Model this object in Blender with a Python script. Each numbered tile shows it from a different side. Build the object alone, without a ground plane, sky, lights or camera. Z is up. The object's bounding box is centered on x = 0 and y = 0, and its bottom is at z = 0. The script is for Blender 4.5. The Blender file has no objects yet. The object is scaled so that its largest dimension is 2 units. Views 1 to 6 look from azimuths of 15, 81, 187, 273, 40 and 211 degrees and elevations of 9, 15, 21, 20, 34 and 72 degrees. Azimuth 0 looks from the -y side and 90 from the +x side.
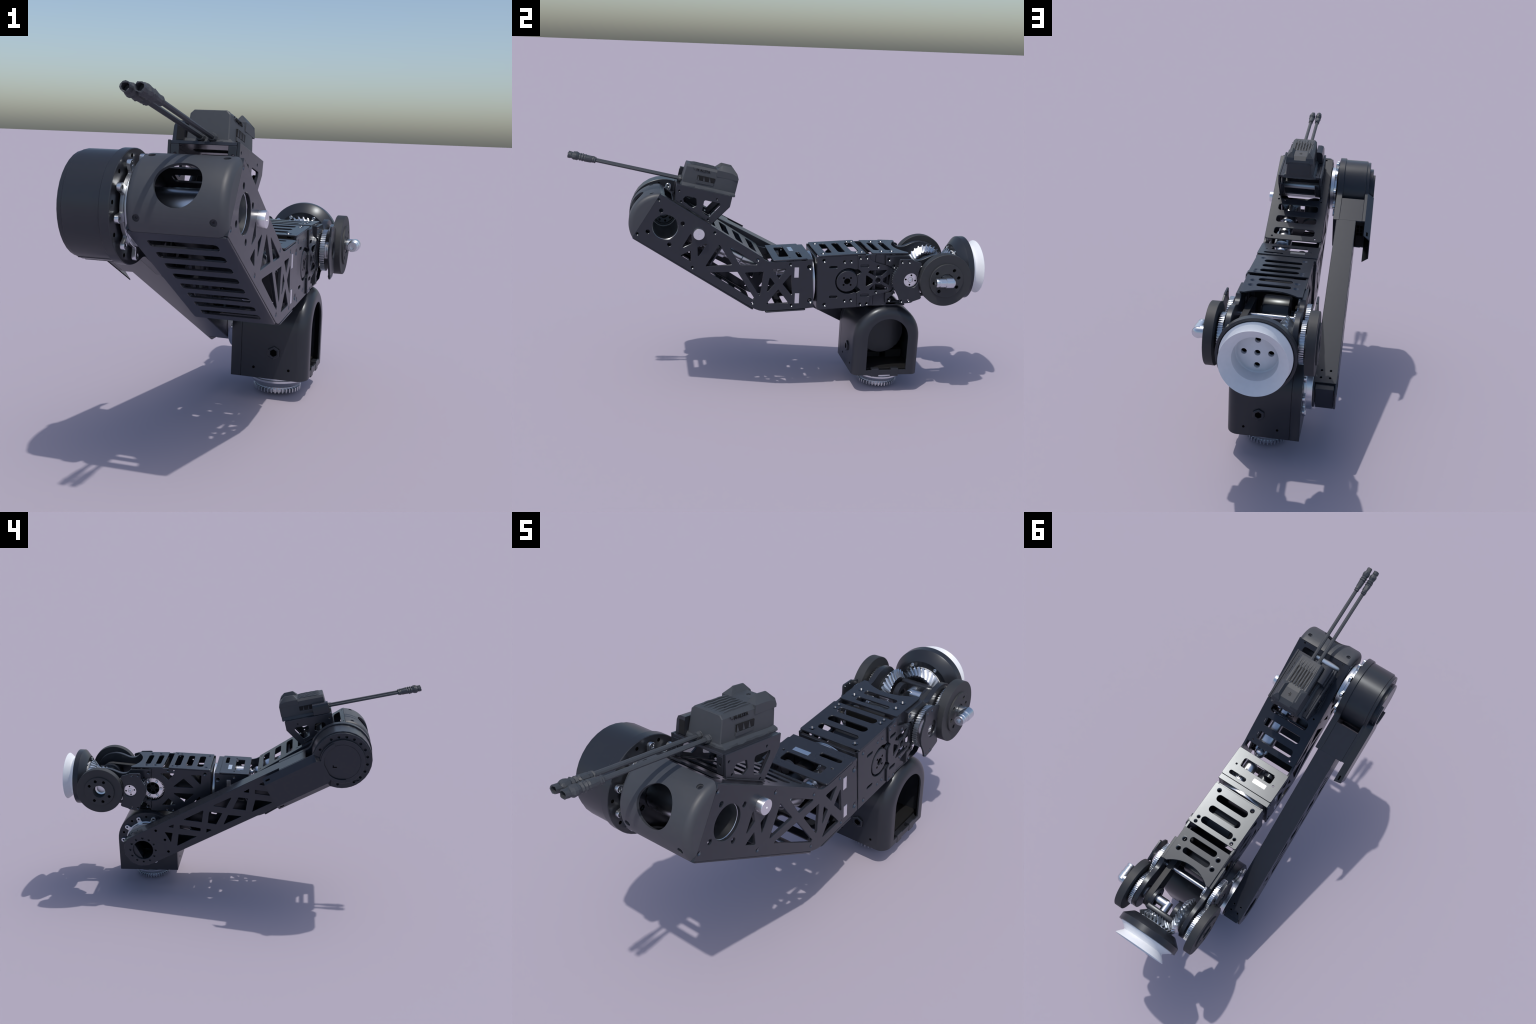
import bpy, bmesh, math, random
from mathutils import Vector, Matrix

random.seed(7)
CX = 0.0435                      # symmetry plane of the moving arm
PI = math.pi

# ------------------------------------------------------------------ materials
def material(name, base, rough, metal=0.0, spec=0.5, grain=0.06, grain_scale=60.0,
             bump=0.0, coat=0.0, tint=(1, 1, 1)):
    m = bpy.data.materials.new(name)
    m.use_nodes = True
    nt = m.node_tree
    b = nt.nodes['Principled BSDF']
    tc = nt.nodes.new('ShaderNodeTexCoord')
    nz = nt.nodes.new('ShaderNodeTexNoise')
    nz.inputs['Scale'].default_value = grain_scale
    nz.inputs['Detail'].default_value = 4.0
    nt.links.new(tc.outputs['Object'], nz.inputs['Vector'])
    mr = nt.nodes.new('ShaderNodeMapRange')
    mr.inputs['From Min'].default_value = 0.3
    mr.inputs['From Max'].default_value = 0.7
    mr.inputs['To Min'].default_value = 1.0 - grain
    mr.inputs['To Max'].default_value = 1.0 + grain
    nt.links.new(nz.outputs['Fac'], mr.inputs['Value'])
    mx = nt.nodes.new('ShaderNodeMix')
    mx.data_type = 'RGBA'
    mx.blend_type = 'MULTIPLY'
    mx.inputs['Factor'].default_value = 1.0
    mx.inputs['A'].default_value = (*base, 1)
    nt.links.new(mr.outputs['Result'], mx.inputs['B'])
    nt.links.new(mx.outputs['Result'], b.inputs['Base Color'])
    b.inputs['Roughness'].default_value = rough
    b.inputs['Metallic'].default_value = metal
    b.inputs['Specular IOR Level'].default_value = spec
    b.inputs['Specular Tint'].default_value = (*tint, 1)
    if coat:
        b.inputs['Coat Weight'].default_value = coat
        b.inputs['Coat Roughness'].default_value = 0.2
    if bump:
        bp = nt.nodes.new('ShaderNodeBump')
        bp.inputs['Strength'].default_value = bump
        bp.inputs['Distance'].default_value = 0.002
        nz2 = nt.nodes.new('ShaderNodeTexNoise')
        nz2.inputs['Scale'].default_value = 400.0
        nt.links.new(tc.outputs['Object'], nz2.inputs['Vector'])
        nt.links.new(nz2.outputs['Fac'], bp.inputs['Height'])
        nt.links.new(bp.outputs['Normal'], b.inputs['Normal'])
    return m

BLACK = material('black_anodised_aluminium', (0.020, 0.0215, 0.028), 0.268, grain=0.03, tint=(0.86, 0.93, 1.0))
SATIN = material('black_turned_metal', (0.019, 0.0205, 0.026), 0.32, grain=0.03, tint=(0.86, 0.93, 1.0))
PRINT = material('dark_printed_plastic', (0.045, 0.049, 0.058), 0.5, spec=0.5, bump=0.04, grain=0.03)
RUBBER = material('wheel_rubber', (0.0245, 0.0268, 0.031), 0.6, spec=0.5, bump=0.04, grain=0.03)
CAMM = material('camera_plastic', (0.041, 0.046, 0.054), 0.55, spec=0.5, bump=0.04, grain=0.03)
STEEL = material('bright_steel', (0.66, 0.69, 0.73), 0.29, metal=1.0, grain=0.02)
LABEL = material('bare_metal_tab', (0.80, 0.81, 0.83), 0.30, metal=1.0, grain=0.02)
WHITE = material('white_cup_plastic', (0.76, 0.78, 0.81), 0.42, spec=0.4, grain=0.02)
MOTOR = material('motor_shell', (0.018, 0.019, 0.023), 0.32, tint=(0.86, 0.95, 1.0))
PAINTED_BLACK = material('painted_hole_shade', (0.003, 0.003, 0.003), 1.0, spec=0.0, grain=0.0)  # lightless black, mostly on flat discs drawing the dark inside holes
SEATM = material('countersink_lightened_for_glint', (0.13, 0.137, 0.15), 0.24, metal=1.0, grain=0.02)  # lighter metal than the plates, so the countersinks show white sun glints
DARK = material('near_black_matte', (0.012, 0.012, 0.013), 0.6, spec=0.2)

# ------------------------------------------------------------------ basic tools
ROOT = bpy.data.objects.new('robot_arm', None)
bpy.context.collection.objects.link(ROOT)
ROOT.empty_display_size = 0.1
ROOT['label'] = 'black articulated robot arm with camera, gears and white suction cup'
ROOT['category'] = 'robot arm'

def part_world_matrix(o):
    return o.matrix_world

def add(name, mesh, mat, parent, smooth=34.0, recentre=True, loc=None):
    """Wrap a mesh (world coordinates) in an object with its origin at its middle."""
    if mat is not None and not mesh.materials:
        mesh.materials.append(mat)
    if smooth is not None and len(mesh.polygons):
        mesh.polygons.foreach_set('use_smooth', [True] * len(mesh.polygons))
        mesh.set_sharp_from_angle(angle=math.radians(smooth))
    o = bpy.data.objects.new(name, mesh)
    bpy.context.collection.objects.link(o)
    c = Vector((0, 0, 0))
    if recentre and len(mesh.vertices):
        lo = Vector((1e9,) * 3)
        hi = Vector((-1e9,) * 3)
        for v in mesh.vertices:
            for i in range(3):
                lo[i] = min(lo[i], v.co[i])
                hi[i] = max(hi[i], v.co[i])
        c = (lo + hi) / 2
        mesh.transform(Matrix.Translation(-c))
    o['origin'] = c[:]
    place(o, parent, Matrix.Translation(c))
    return o

WORLD = {}
def place(o, parent, world):
    o.parent = parent
    pw = WORLD.get(parent.name, Matrix.Identity(4)) if parent else Matrix.Identity(4)
    o.matrix_parent_inverse = Matrix.Identity(4)
    o.matrix_basis = pw.inverted() @ world
    WORLD[o.name] = world.copy()

def repeat(src, name, world, parent):
    o = bpy.data.objects.new(name, src.data)
    bpy.context.collection.objects.link(o)
    place(o, parent, world)
    return o

def from_bm(bm, name='m'):
    bmesh.ops.recalc_face_normals(bm, faces=bm.faces)
    me = bpy.data.meshes.new(name)
    bm.to_mesh(me)
    bm.free()
    return me

def frame(o, u, v):
    u = Vector(u).normalized()
    v = Vector(v)
    v = (v - u * v.dot(u)).normalized()
    w = u.cross(v)
    m = Matrix((u, v, w)).transposed().to_4x4()
    m.translation = Vector(o)
    return m

def axis_frame(o, w, hint=(0, 0, 1)):
    """frame whose third axis is w"""
    w = Vector(w).normalized()
    h = Vector(hint)
    if abs(w.dot(h)) > 0.95:
        h = Vector((0, 1, 0))
    u = (h - w * h.dot(w)).normalized()
    v = w.cross(u)
    m = Matrix((u, v, w)).transposed().to_4x4()
    m.translation = Vector(o)
    return m

SIDE = frame((0, 0, 0), (0, 1, 0), (0, 0, 1))             # (y,z) plane, thickness along x
A32 = math.radians(32.0)
UPPER = frame((0, 0, 0), (1, 0, 0), (0, math.cos(A32), -math.sin(A32)))   # (x,a) plane of the upper arm
A3 = math.radians(3.0)
FORE = frame((0, 0, 0), (1, 0, 0), (0, math.cos(A3), math.sin(A3)))
FLAT = frame((0, 0, 0), (1, 0, 0), (0, 1, 0))

def circle(cx, cy, r, n=24, a0=0.0):
    return [(cx + r * math.cos(a0 + 2 * PI * i / n), cy + r * math.sin(a0 + 2 * PI * i / n)) for i in range(n)]

def arc(cx, cy, r, a0, a1, n=16):
    a0, a1 = math.radians(a0), math.radians(a1)
    return [(cx + r * math.cos(a0 + (a1 - a0) * i / n), cy + r * math.sin(a0 + (a1 - a0) * i / n)) for i in range(n + 1)]

def rounded(pts, r, n=4):
    out = []
    k = len(pts)
    for i in range(k):
        p = Vector(pts[i]); a = Vector(pts[i - 1]); b = Vector(pts[(i + 1) % k])
        ea, eb = a - p, b - p
        la, lb = ea.length, eb.length
        if la < 1e-6 or lb < 1e-6:
            continue
        ea.normalize(); eb.normalize()
        ang = ea.angle(eb)
        if ang > math.radians(172):
            out.append(tuple(p)); continue
        t = min(r / math.tan(ang / 2), la * 0.45, lb * 0.45)
        rr = t * math.tan(ang / 2)
        bis = (ea + eb).normalized()
        c = p + bis * (rr / math.sin(ang / 2))
        s = (p + ea * t) - c
        e = (p + eb * t) - c
        tot = s.angle(e)
        sign = 1 if s.x * e.y - s.y * e.x > 0 else -1
        for j in range(n + 1):
            q = sign * tot * j / n
            out.append((c.x + s.x * math.cos(q) - s.y * math.sin(q), c.y + s.x * math.sin(q) + s.y * math.cos(q)))
    return out

def rect(x0, y0, x1, y1):
    return [(x0, y0), (x1, y0), (x1, y1), (x0, y1)]

def slot(x0, x1, y, w, r=None):
    return rounded(rect(x0, y - w / 2, x1, y + w / 2), w * 0.49 if r is None else r, 6)

def plate_mesh(fr, outline, holes, h0, h1, bevel=0.0012):
    """Flat plate with cut-outs: filled curve extruded between h0 and h1 of a frame."""
    cu = bpy.data.curves.new('tmp', 'CURVE')
    cu.dimensions = '2D'
    cu.fill_mode = 'BOTH'
    for loop in [outline] + list(holes):
        sp = cu.splines.new('POLY')
        sp.points.add(len(loop) - 1)
        for p, q in zip(sp.points, loop):
            p.co = (q[0], q[1], 0, 1)
        sp.use_cyclic_u = True
    th = abs(h1 - h0)
    bevel = min(bevel, th * 0.3)
    cu.extrude = th / 2 - bevel
    cu.bevel_depth = bevel
    cu.bevel_resolution = 0
    cu.offset = -bevel
    ob = bpy.data.objects.new('tmp', cu)
    bpy.context.collection.objects.link(ob)
    dg = bpy.context.evaluated_depsgraph_get()
    me = bpy.data.meshes.new_from_object(ob.evaluated_get(dg))
    bpy.data.objects.remove(ob)
    bpy.data.curves.remove(cu)
    me.transform(fr @ Matrix.Translation((0, 0, (h0 + h1) / 2)))
    bm = bmesh.new()
    bm.from_mesh(me)
    bmesh.ops.remove_doubles(bm, verts=bm.verts, dist=1e-5)
    bmesh.ops.recalc_face_normals(bm, faces=bm.faces)
    bm.to_mesh(me)
    bm.free()
    me.materials.clear()
    return me

def plate(name, fr, outline, holes, h0, h1, mat, parent, bevel=0.0012):
    return add(name, plate_mesh(fr, outline, holes, h0, h1, bevel), mat, parent, smooth=25)

def lathe_mesh(fr, prof, n=48, closed=False):
    """prof: (radius, height) pairs revolved round the third axis of a frame."""
    bm = bmesh.new()
    rings = []
    for r, h in prof:
        if r < 1e-6:
            rings.append([bm.verts.new(fr @ Vector((0, 0, h)))])
        else:
            rings.append([bm.verts.new(fr @ Vector((r * math.cos(2 * PI * i / n), r * math.sin(2 * PI * i / n), h))) for i in range(n)])
    pairs = list(zip(rings[:-1], rings[1:]))
    if closed:
        pairs.append((rings[-1], rings[0]))
    for a, b in pairs:
        for i in range(n):
            j = (i + 1) % n
            if len(a) == 1 and len(b) == 1:
                continue
            if len(a) == 1:
                bm.faces.new((a[0], b[i], b[j]))
            elif len(b) == 1:
                bm.faces.new((a[i], a[j], b[0]))
            else:
                bm.faces.new((a[i], a[j], b[j], b[i]))
    return from_bm(bm)

def lathe(name, fr, prof, mat, parent, n=48, closed=False, smooth=34):
    return add(name, lathe_mesh(fr, prof, n, closed), mat, parent, smooth)

def rod_prof(r, h0, h1, c=0.0015):
    return [(0, h0), (r - c, h0), (r, h0 + c), (r, h1 - c), (r - c, h1), (0, h1)]

def ring_prof(ri, ro, h0, h1, c=0.001):
    return [(ri, h0 + c), (ri + c, h0), (ro - c, h0), (ro, h0 + c), (ro, h1 - c), (ro - c, h1), (ri + c, h1), (ri, h1 - c)]

def box_mesh(fr, lo, hi, bevel=0.0015, seg=1):
    bm = bmesh.new()
    bmesh.ops.create_cube(bm, size=1.0)
    s = Vector(hi) - Vector(lo)
    c = (Vector(hi) + Vector(lo)) / 2
    for v in bm.verts:
        v.co = Vector((v.co.x * s.x, v.co.y * s.y, v.co.z * s.z)) + c
    if bevel > 0:
        bevel = min(bevel, min(s) * 0.4)
        bmesh.ops.bevel(bm, geom=bm.edges[:], offset=bevel, segments=seg, affect='EDGES', profile=0.5)
    bmesh.ops.transform(bm, matrix=fr, verts=bm.verts)
    return from_bm(bm)

def box(name, fr, lo, hi, mat, parent, bevel=0.0015, seg=1):
    return add(name, box_mesh(fr, lo, hi, bevel, seg), mat, parent)

def join(meshes):
    bm = bmesh.new()
    for m in meshes:
        bm.from_mesh(m)
        bpy.data.meshes.remove(m)
    me = bpy.data.meshes.new('joined')
    bm.to_mesh(me)
    bm.free()
    return me

def loft_mesh(rings, cap0=True, cap1=True, wrap=True):
    bm = bmesh.new()
    vs = [[bm.verts.new(p) for p in r] for r in rings]
    for a, b in zip(vs[:-1], vs[1:]):
        n = len(a)
        for i in range(n if wrap else n - 1):
            j = (i + 1) % n
            try:
                bm.faces.new((a[i], a[j], b[j], b[i]))
            except ValueError:
                pass
    if cap0:
        bm.faces.new(vs[0])
    if cap1:
        bm.faces.new(vs[-1])
    bmesh.ops.remove_doubles(bm, verts=bm.verts, dist=1e-6)
    return from_bm(bm)

def gear_outline(cx, cy, n, r_root, r_tip, duty=0.5, a0=0.0):
    out = []
    p = 2 * PI / n
    for i in range(n):
        a = a0 + i * p
        for f, r in ((-0.30 * duty / 0.5, r_root), (-0.17, r_tip), (0.17, r_tip), (0.30 * duty / 0.5, r_root)):
            out.append((cx + r * math.cos(a + f * p), cy + r * math.sin(a + f * p)))
    return out

def boolean_cut(o, cutters):
    for c in cutters:
        m = o.modifiers.new('cut', 'BOOLEAN')
        m.operation = 'DIFFERENCE'
        m.solver = 'EXACT'
        m.object = c
    bpy.context.view_layer.update()
    dg = bpy.context.evaluated_depsgraph_get()
    me = bpy.data.meshes.new_from_object(o.evaluated_get(dg))
    o.modifiers.clear()
    o.data = me
    me.polygons.foreach_set('use_smooth', [True] * len(me.polygons))
    me.set_sharp_from_angle(angle=math.radians(34))
    for c in cutters:
        bpy.data.objects.remove(c)

def cutter(mesh):
    o = bpy.data.objects.new('cutter', mesh)
    bpy.context.collection.objects.link(o)
    return o

# countersunk bore lining, radius 1 => scaled per use; shared mesh
SEAT = None
def seat(name, pos, normal, r, parent, mat=None, depth=0.010):
    mat = SEATM
    """Conical countersink in a plate hole: a liner that narrows away from the surface."""
    global SEAT
    fr = axis_frame(pos, normal)
    world = fr @ Matrix.Diagonal((r, r, r, 1))
    key = mat.name
    if SEAT is None:
        SEAT = {}
    if key not in SEAT:
        prof = [(1.04, -0.03), (0.98, -0.02), (0.5, -0.55), (0.5, -1.3), (0.62, -1.3), (1.04, -0.6)]
        me = lathe_mesh(Matrix.Identity(4), prof, 20, closed=True)
        me.materials.append(mat)
        me.polygons.foreach_set('use_smooth', [True] * len(me.polygons))
        me.set_sharp_from_angle(angle=math.radians(34))
        SEAT[key] = me
    o = bpy.data.objects.new(name, SEAT[key])
    bpy.context.collection.objects.link(o)
    place(o, parent, world)
    return o

# ================================================================== SHOULDER BASE
BY, BZ, BR = 0.5245, 0.287, 0.1675     # axis and radius of the arched housing
def arch(w, top_r, zb, cy=BY, cz=BZ, corner=0.0, n=24):
    pts = [(cy + w, zb + corner)]
    if corner > 0:
        pts = [(cy + w - corner, zb), (cy + w - corner * 0.3, zb + corner * 0.3), (cy + w, zb + corner)]
    else:
        pts = [(cy + w, zb), (cy + w, zb + 0.003), (cy + w, zb + 0.006)]
    pts += [(cy + w, cz + (zb - cz) * (1 - f)) for f in (0.25, 0.5, 0.75)]
    pts += [(cy + w * math.cos(PI * i / n), cz + top_r * math.sin(PI * i / n)) for i in range(n + 1)]
    pts += [(cy - w, cz + (zb - cz) * f) for f in (0.25, 0.5, 0.75)]
    if corner > 0:
        pts += [(cy - w, zb + corner), (cy - w + corner * 0.3, zb + corner * 0.3), (cy - w + corner, zb)]
    else:
        pts += [(cy - w, zb + 0.006), (cy - w, zb + 0.003), (cy - w, zb)]
    return pts

def at_x(x, pts):
    return [Vector((x, p[0], p[1])) for p in pts]

rings = [at_x(-0.108, arch(0.057, 0.057, BZ - 0.057)), at_x(-0.117, arch(0.057, 0.057, BZ - 0.057)),
         at_x(-0.117, arch(BR - 0.001, BR - 0.001, 0.094)), at_x(-0.1155, arch(BR, BR, 0.0935)),
         at_x(-0.0765, arch(BR, BR, 0.0935)), at_x(-0.0755, arch(BR - 0.002, BR - 0.002, 0.0935)),
         at_x(-0.0745, arch(BR - 0.002, BR - 0.002, 0.0935)), at_x(-0.0735, arch(BR, BR, 0.0935))]
FR = 0.046
DX = 0.1975
for i in range(9):
    t = PI / 2 * i / 8
    ins = FR * (1 - math.cos(t))
    x = DX - FR + FR * math.sin(t)
    rings.append(at_x(x, arch(BR - ins, BR - ins, 0.0935 + ins * 0.1)))
DW = 0.1015
rings.append(at_x(DX, arch(DW + 0.001, DW + 0.001, 0.122, cz=0.289)))
rings.append(at_x(DX - 0.001, arch(DW, DW, 0.123, cz=0.289)))
rings.append(at_x(DX - 0.007, arch(DW, DW, 0.123, cz=0.289)))
rings.append(at_x(DX - 0.0085, arch(DW + 0.006, DW + 0.006, 0.112)))
rings.append(at_x(DX - 0.034, arch(BR - 0.024, BR - 0.024, 0.104)))
rings.append(at_x(-0.100, arch(BR - 0.024, BR - 0.024, 0.104)))
rings.append(at_x(-0.100, arch(0.057, 0.057, BZ - 0.057)))
base = add('shoulder_housing', loft_mesh(rings, False, False), PRINT if False else SATIN, ROOT, smooth=40)
# back disc closes the housing behind the motor
lathe('motor_can', axis_frame((0, BY, BZ - 0.005), (1, 0, 0)),
      [(0.0, 0.075), (0.110, 0.075), (0.114, 0.071), (0.114, 0.020), (0.134, 0.016), (0.136, 0.012), (0.136, -0.02), (0.07, -0.02), (0, -0.02)],
      MOTOR, base)
for k in range(8):
    a = PI / 8 + k * PI / 4
    lathe('motor_screw', axis_frame((0.014, BY + 0.124 * math.cos(a), BZ - 0.005 + 0.124 * math.sin(a)), (1, 0, 0)),
          [(0.0, 0.0), (0.003, 0.0), (0.0035, 0.008), (0.009, 0.008), (0.010, 0.006), (0.010, -0.03), (0, -0.03)], SATIN, base, n=16)
box('inner_shelf', FLAT, (-0.06, BY - 0.145, 0.104), (DX - 0.036, BY + 0.145, 0.119), DARK, base)
box('drive_board', FLAT, (-0.01, BY - 0.10, 0.122), (0.020, BY + 0.02, 0.150), DARK, base)
box('drive_board', FLAT, (-0.01, BY + 0.045, 0.122), (0.030, BY + 0.13, 0.165), DARK, base)
plate('can_mark', SIDE, [(BY - 0.085, BZ + 0.048), (BY - 0.083, BZ + 0.046), (BY + 0.012, BZ + 0.098), (BY + 0.010, BZ + 0.100)], [], 0.0745, 0.0754, PAINTED_BLACK, base, bevel=0.0001)
for y in (BY - 0.055, BY + 0.045):
    box('door_catch', FLAT, (DX - 0.022, y - 0.019, 0.0900), (DX + 0.0015, y + 0.019, 0.131), SATIN, base)
# hex bushings on both flanks
def bore_prof(r, h0, h1):
    return [(0, h0), (r, h0), (r, h1), (0, h1)]

def hex_bush(pos, nrm, parent):
    fr = axis_frame(pos, nrm)
    a = lathe_mesh(fr, [(0.0275, -0.004), (0.0275, 0.006), (0.024, 0.008), (0.016, 0.008), (0.015, 0.006), (0.015, -0.02), (0, -0.02)], 6)
    lathe('bushing_shade_disc', axis_frame(Vector(pos) + Vector(nrm) * 0.0055, nrm), [(0.0148, -0.001), (0.0148, 0.0003), (0, 0.0003)], PAINTED_BLACK, parent, n=6)
    return add('hex_bushing', a, SATIN, parent, smooth=20)
hex_bush((0.060, BY - BR, 0.204), (0, -1, 0), base)
hex_bush((0.060, BY + BR, 0.204), (0, 1, 0), base)
for sy in (-1, 1):
    for x in (-0.022, 0.123):
        lathe('pin_hole_shade_disc', axis_frame((x, BY + sy * (BR + 0.0004), 0.136), (0, sy, 0)), [(0.0055, -0.003), (0.0055, 0.0003), (0, 0.0003)], PAINTED_BLACK, base, n=16)
# turntable ring and gear under the housing
GX, GY = 0.040, BY + 0.003
lathe('turntable_ring', axis_frame((GX, GY, 0), (0, 0, 1)),
      [(0.07, 0.034), (0.095, 0.034), (0.105, 0.043), (0.116, 0.058), (0.116, 0.066), (0.109, 0.068), (0.109, 0.071), (0.116, 0.073), (0.116, 0.0925), (0.06, 0.0925)], STEEL, base, n=64)
gmesh = [plate_mesh(FLAT, gear_outline(GX, GY, 40, 0.087, 0.1005), [circle(GX, GY, 0.062, 40)], 0.011, 0.028, 0.0008),
         lathe_mesh(axis_frame((GX, GY, 0), (0, 0, 1)), ring_prof(0.05, 0.090, 0.0275, 0.036), 48, True)]
add('turntable_gear', join(gmesh), STEEL, base, smooth=25)

lathe('bore_shade_disc', axis_frame((-0.112, BY, BZ), (1, 0, 0)), rod_prof(0.0565, -0.002, 0.002, 0.0005), PAINTED_BLACK, base, n=36)  # black plug darkens the pivot bore where light leaked in
# ---- eared mounting rings (one on the base, one on the shoulder drum)
def eared_ring(cy, cz, a0, ri, body, re, rho, n_ears=10):
    out = []
    for i in range(720):
        th = 2 * PI * i / 720
        r = body
        for k in range(n_ears):
            ph = a0 + 2 * PI * k / n_ears
            d = (th - ph + PI) % (2 * PI) - PI
            if abs(re * math.sin(d)) < rho and abs(d) < 0.5:
                r = max(r, re * math.cos(d) + math.sqrt(max(0, rho * rho - (re * math.sin(d)) ** 2)))
            w = rho * 1.05 / re
            if abs(d) < w * 1.25:       # fillet neck of the ear
                r = max(r, body + (re - body) * max(0.0, (1 - (abs(d) / (w * 1.25)) ** 1.2)))
        out.append((cy + r * math.cos(th), cz + r * math.sin(th)))
    holes = [circle(cy, cz, ri, 48)]
    for k in range(n_ears):
        ph = a0 + 2 * PI * k / n_ears
        holes.append(circle(cy + re * math.cos(ph), cz + re * math.sin(ph), 0.0052, 14))
    return out, holes

o_, h_ = eared_ring(BY, BZ, 0.0, 0.06, 0.118, 0.137, 0.0125)
plate('mounting_ring', SIDE, o_, h_, -0.129, -0.1172, STEEL, base)
lathe('mounting_boss', axis_frame((0, BY, BZ), (1, 0, 0)), ring_prof(0.058, 0.114, -0.1550, -0.1285), STEEL, base, closed=True)
def hole_shade_discs(pts, x, nrm, r, parent, name='screw_hole_shade_disc'):
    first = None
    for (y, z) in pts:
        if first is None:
            first = lathe(name, axis_frame((x, y, z), nrm), [(r, -0.002), (r, 0.00025), (r * 0.97, 0.0003), (0, 0.0003)], PAINTED_BLACK, parent, n=16)
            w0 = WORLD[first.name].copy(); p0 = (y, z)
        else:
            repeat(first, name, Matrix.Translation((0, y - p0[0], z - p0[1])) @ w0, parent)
hole_shade_discs([(BY + 0.141 * math.cos(a), BZ + 0.141 * math.sin(a)) for a in [PI / 10 + k * PI / 5 for k in range(-1, 6)]], -0.1172, (-1, 0, 0), 0.0062, base)

# ================================================================== LOWER LINK
SY, SZ = -0.5645, 0.847                # shoulder axis
LU = Vector((0, SY - BY, SZ - BZ)); LLEN = LU.length; LU.normalize()
LV = Vector((0, -LU.z, LU.y)) * -1     # upward normal of the link
LINK = frame((0, BY, BZ), LU, LV)      # third axis = -x
def yz(s, t):
    return (BY + LU.y * s + LV.y * t, BZ + LU.z * s + LV.z * t)
HW = 0.097
link_outline = [yz(*p) for p in [(0.905, -HW), (0.905, HW)]]
low_end = [(0.097 * math.cos(a) * 1.0, 0.097 * math.sin(a)) for a in [math.radians(90 + 180 * i / 12) for i in range(13)]]
link_outline += [yz(-0.045, HW), yz(-0.085, HW * 0.72), yz(-0.104, 0.02), yz(-0.098, -0.035), yz(-0.068, -0.075), yz(-0.02, -HW)]
windows = [
    [(0.397, 0.399), (0.354, 0.394), (0.365, 0.337)],
    [(0.320, 0.388), (0.218, 0.377), (0.331, 0.317)],
    [(0.377, 0.431), (0.345, 0.447), (0.348, 0.428)],
    [(0.311, 0.443), (0.239, 0.434), (0.197, 0.426), (0.199, 0.409), (0.313, 0.423)],
    [(0.291, 0.476), (0.179, 0.534), (0.189, 0.464)],
    [(0.147, 0.526), (0.074, 0.519), (0.110, 0.452), (0.156, 0.459)],
    [(0.043, 0.509), (-0.033, 0.503), (0.070, 0.451)],
    [(0.163, 0.424), (0.133, 0.418), (0.166, 0.401)],
    [(0.125, 0.562), (0.022, 0.614), (0.054, 0.551)],
    [(-0.016, 0.614), (-0.065, 0.608), (-0.053, 0.538), (0.018, 0.547)],
    [(-0.107, 0.601), (-0.200, 0.589), (-0.087, 0.530)],
    [(-0.041, 0.645), (-0.073, 0.664), (-0.072, 0.641)],
    [(-0.105, 0.658), (-0.171, 0.650), (-0.186, 0.627), (-0.104, 0.638)],
    [(-0.126, 0.691), (-0.153, 0.705), (-0.156, 0.685)]]
win = [rounded(w, 0.002, 2) for w in windows]
def shrunk(w, k, dy=0.0, dz=0.0):
    cy = sum(p[0] for p in w) / len(w); cz = sum(p[1] for p in w) / len(w)
    return [(cy + (p[0] - cy) * k + dy, cz + (p[1] - cz) * k + dz) for p in w]
inner_win = [rounded(shrunk(windows[k], 0.62, 0.004, 0.004), 0.003, 2) for k in (1, 4, 5, 6, 8, 9, 10)]
bore = circle(BY, BZ, 0.0565, 40)
ring_holes = [circle(BY + 0.0715 * math.cos(a), BZ + 0.0715 * math.sin(a), 0.0056, 14) for a in [k * PI / 6 for k in range(12)]]
big_holes = [circle(y, z, 0.0072, 16) for (y, z) in [(0.447, 0.407), (0.398, 0.352), (0.382, 0.280)]]
link = plate('lower_link', SIDE, link_outline, [bore] + ring_holes + big_holes + win, -0.254, -0.246, BLACK, ROOT)
plate('inner_side_plate', SIDE, link_outline, [bore] + inner_win, -0.1632, -0.1555, BLACK, link)
# top strip, bottom strip
PX0, PX1 = 0.2525, 0.157
LTOP = frame((0, BY, BZ), LU, (-1, 0, 0))   # (s, -x) plane
top_holes = []
for (x, s) in [(-0.186, None)]:
    pass
def link_strip(name, t0, t1, s0, s1, holes):
    fr = LTOP.copy()
    # third axis of LTOP
    w = LTOP.to_3x3().col[2]
    sgn = 1 if w.dot(LV) > 0 else -1
    return plate(name, fr, rect(s0, PX1, s1, PX0), holes, sgn * t0, sgn * t1, BLACK, link)
th = [circle(s, x, 0.0045, 12) for s in (0.006, -0.030) for x in (0.185, 0.2235)]
link_strip('top_strip', HW - 0.0075, HW + 0.0005, -0.055, 0.935, th)
link_strip('bottom_strip', -HW - 0.0005, -HW + 0.0075, 0.04, 0.905, [])
box('end_block', LINK, (-0.082, -0.045, 0.166), (-0.03, HW - 0.010, 0.244), BLACK, link)
box('end_block', LINK, (-0.074, -0.075, 0.166), (-0.03, -0.046, 0.244), BLACK, link)
lathe('pivot_tube', axis_frame((0, BY, BZ), (1, 0, 0)), ring_prof(0.057, 0.082, -0.2462, -0.160), MOTOR, link, n=40, closed=True)
# cross webs seen through the windows
for s in (0.30, 0.66):
    box('cross_web', LINK, (s - 0.004, -HW + 0.012, 0.165), (s + 0.004, HW - 0.012, 0.244), BLACK, link)

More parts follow.
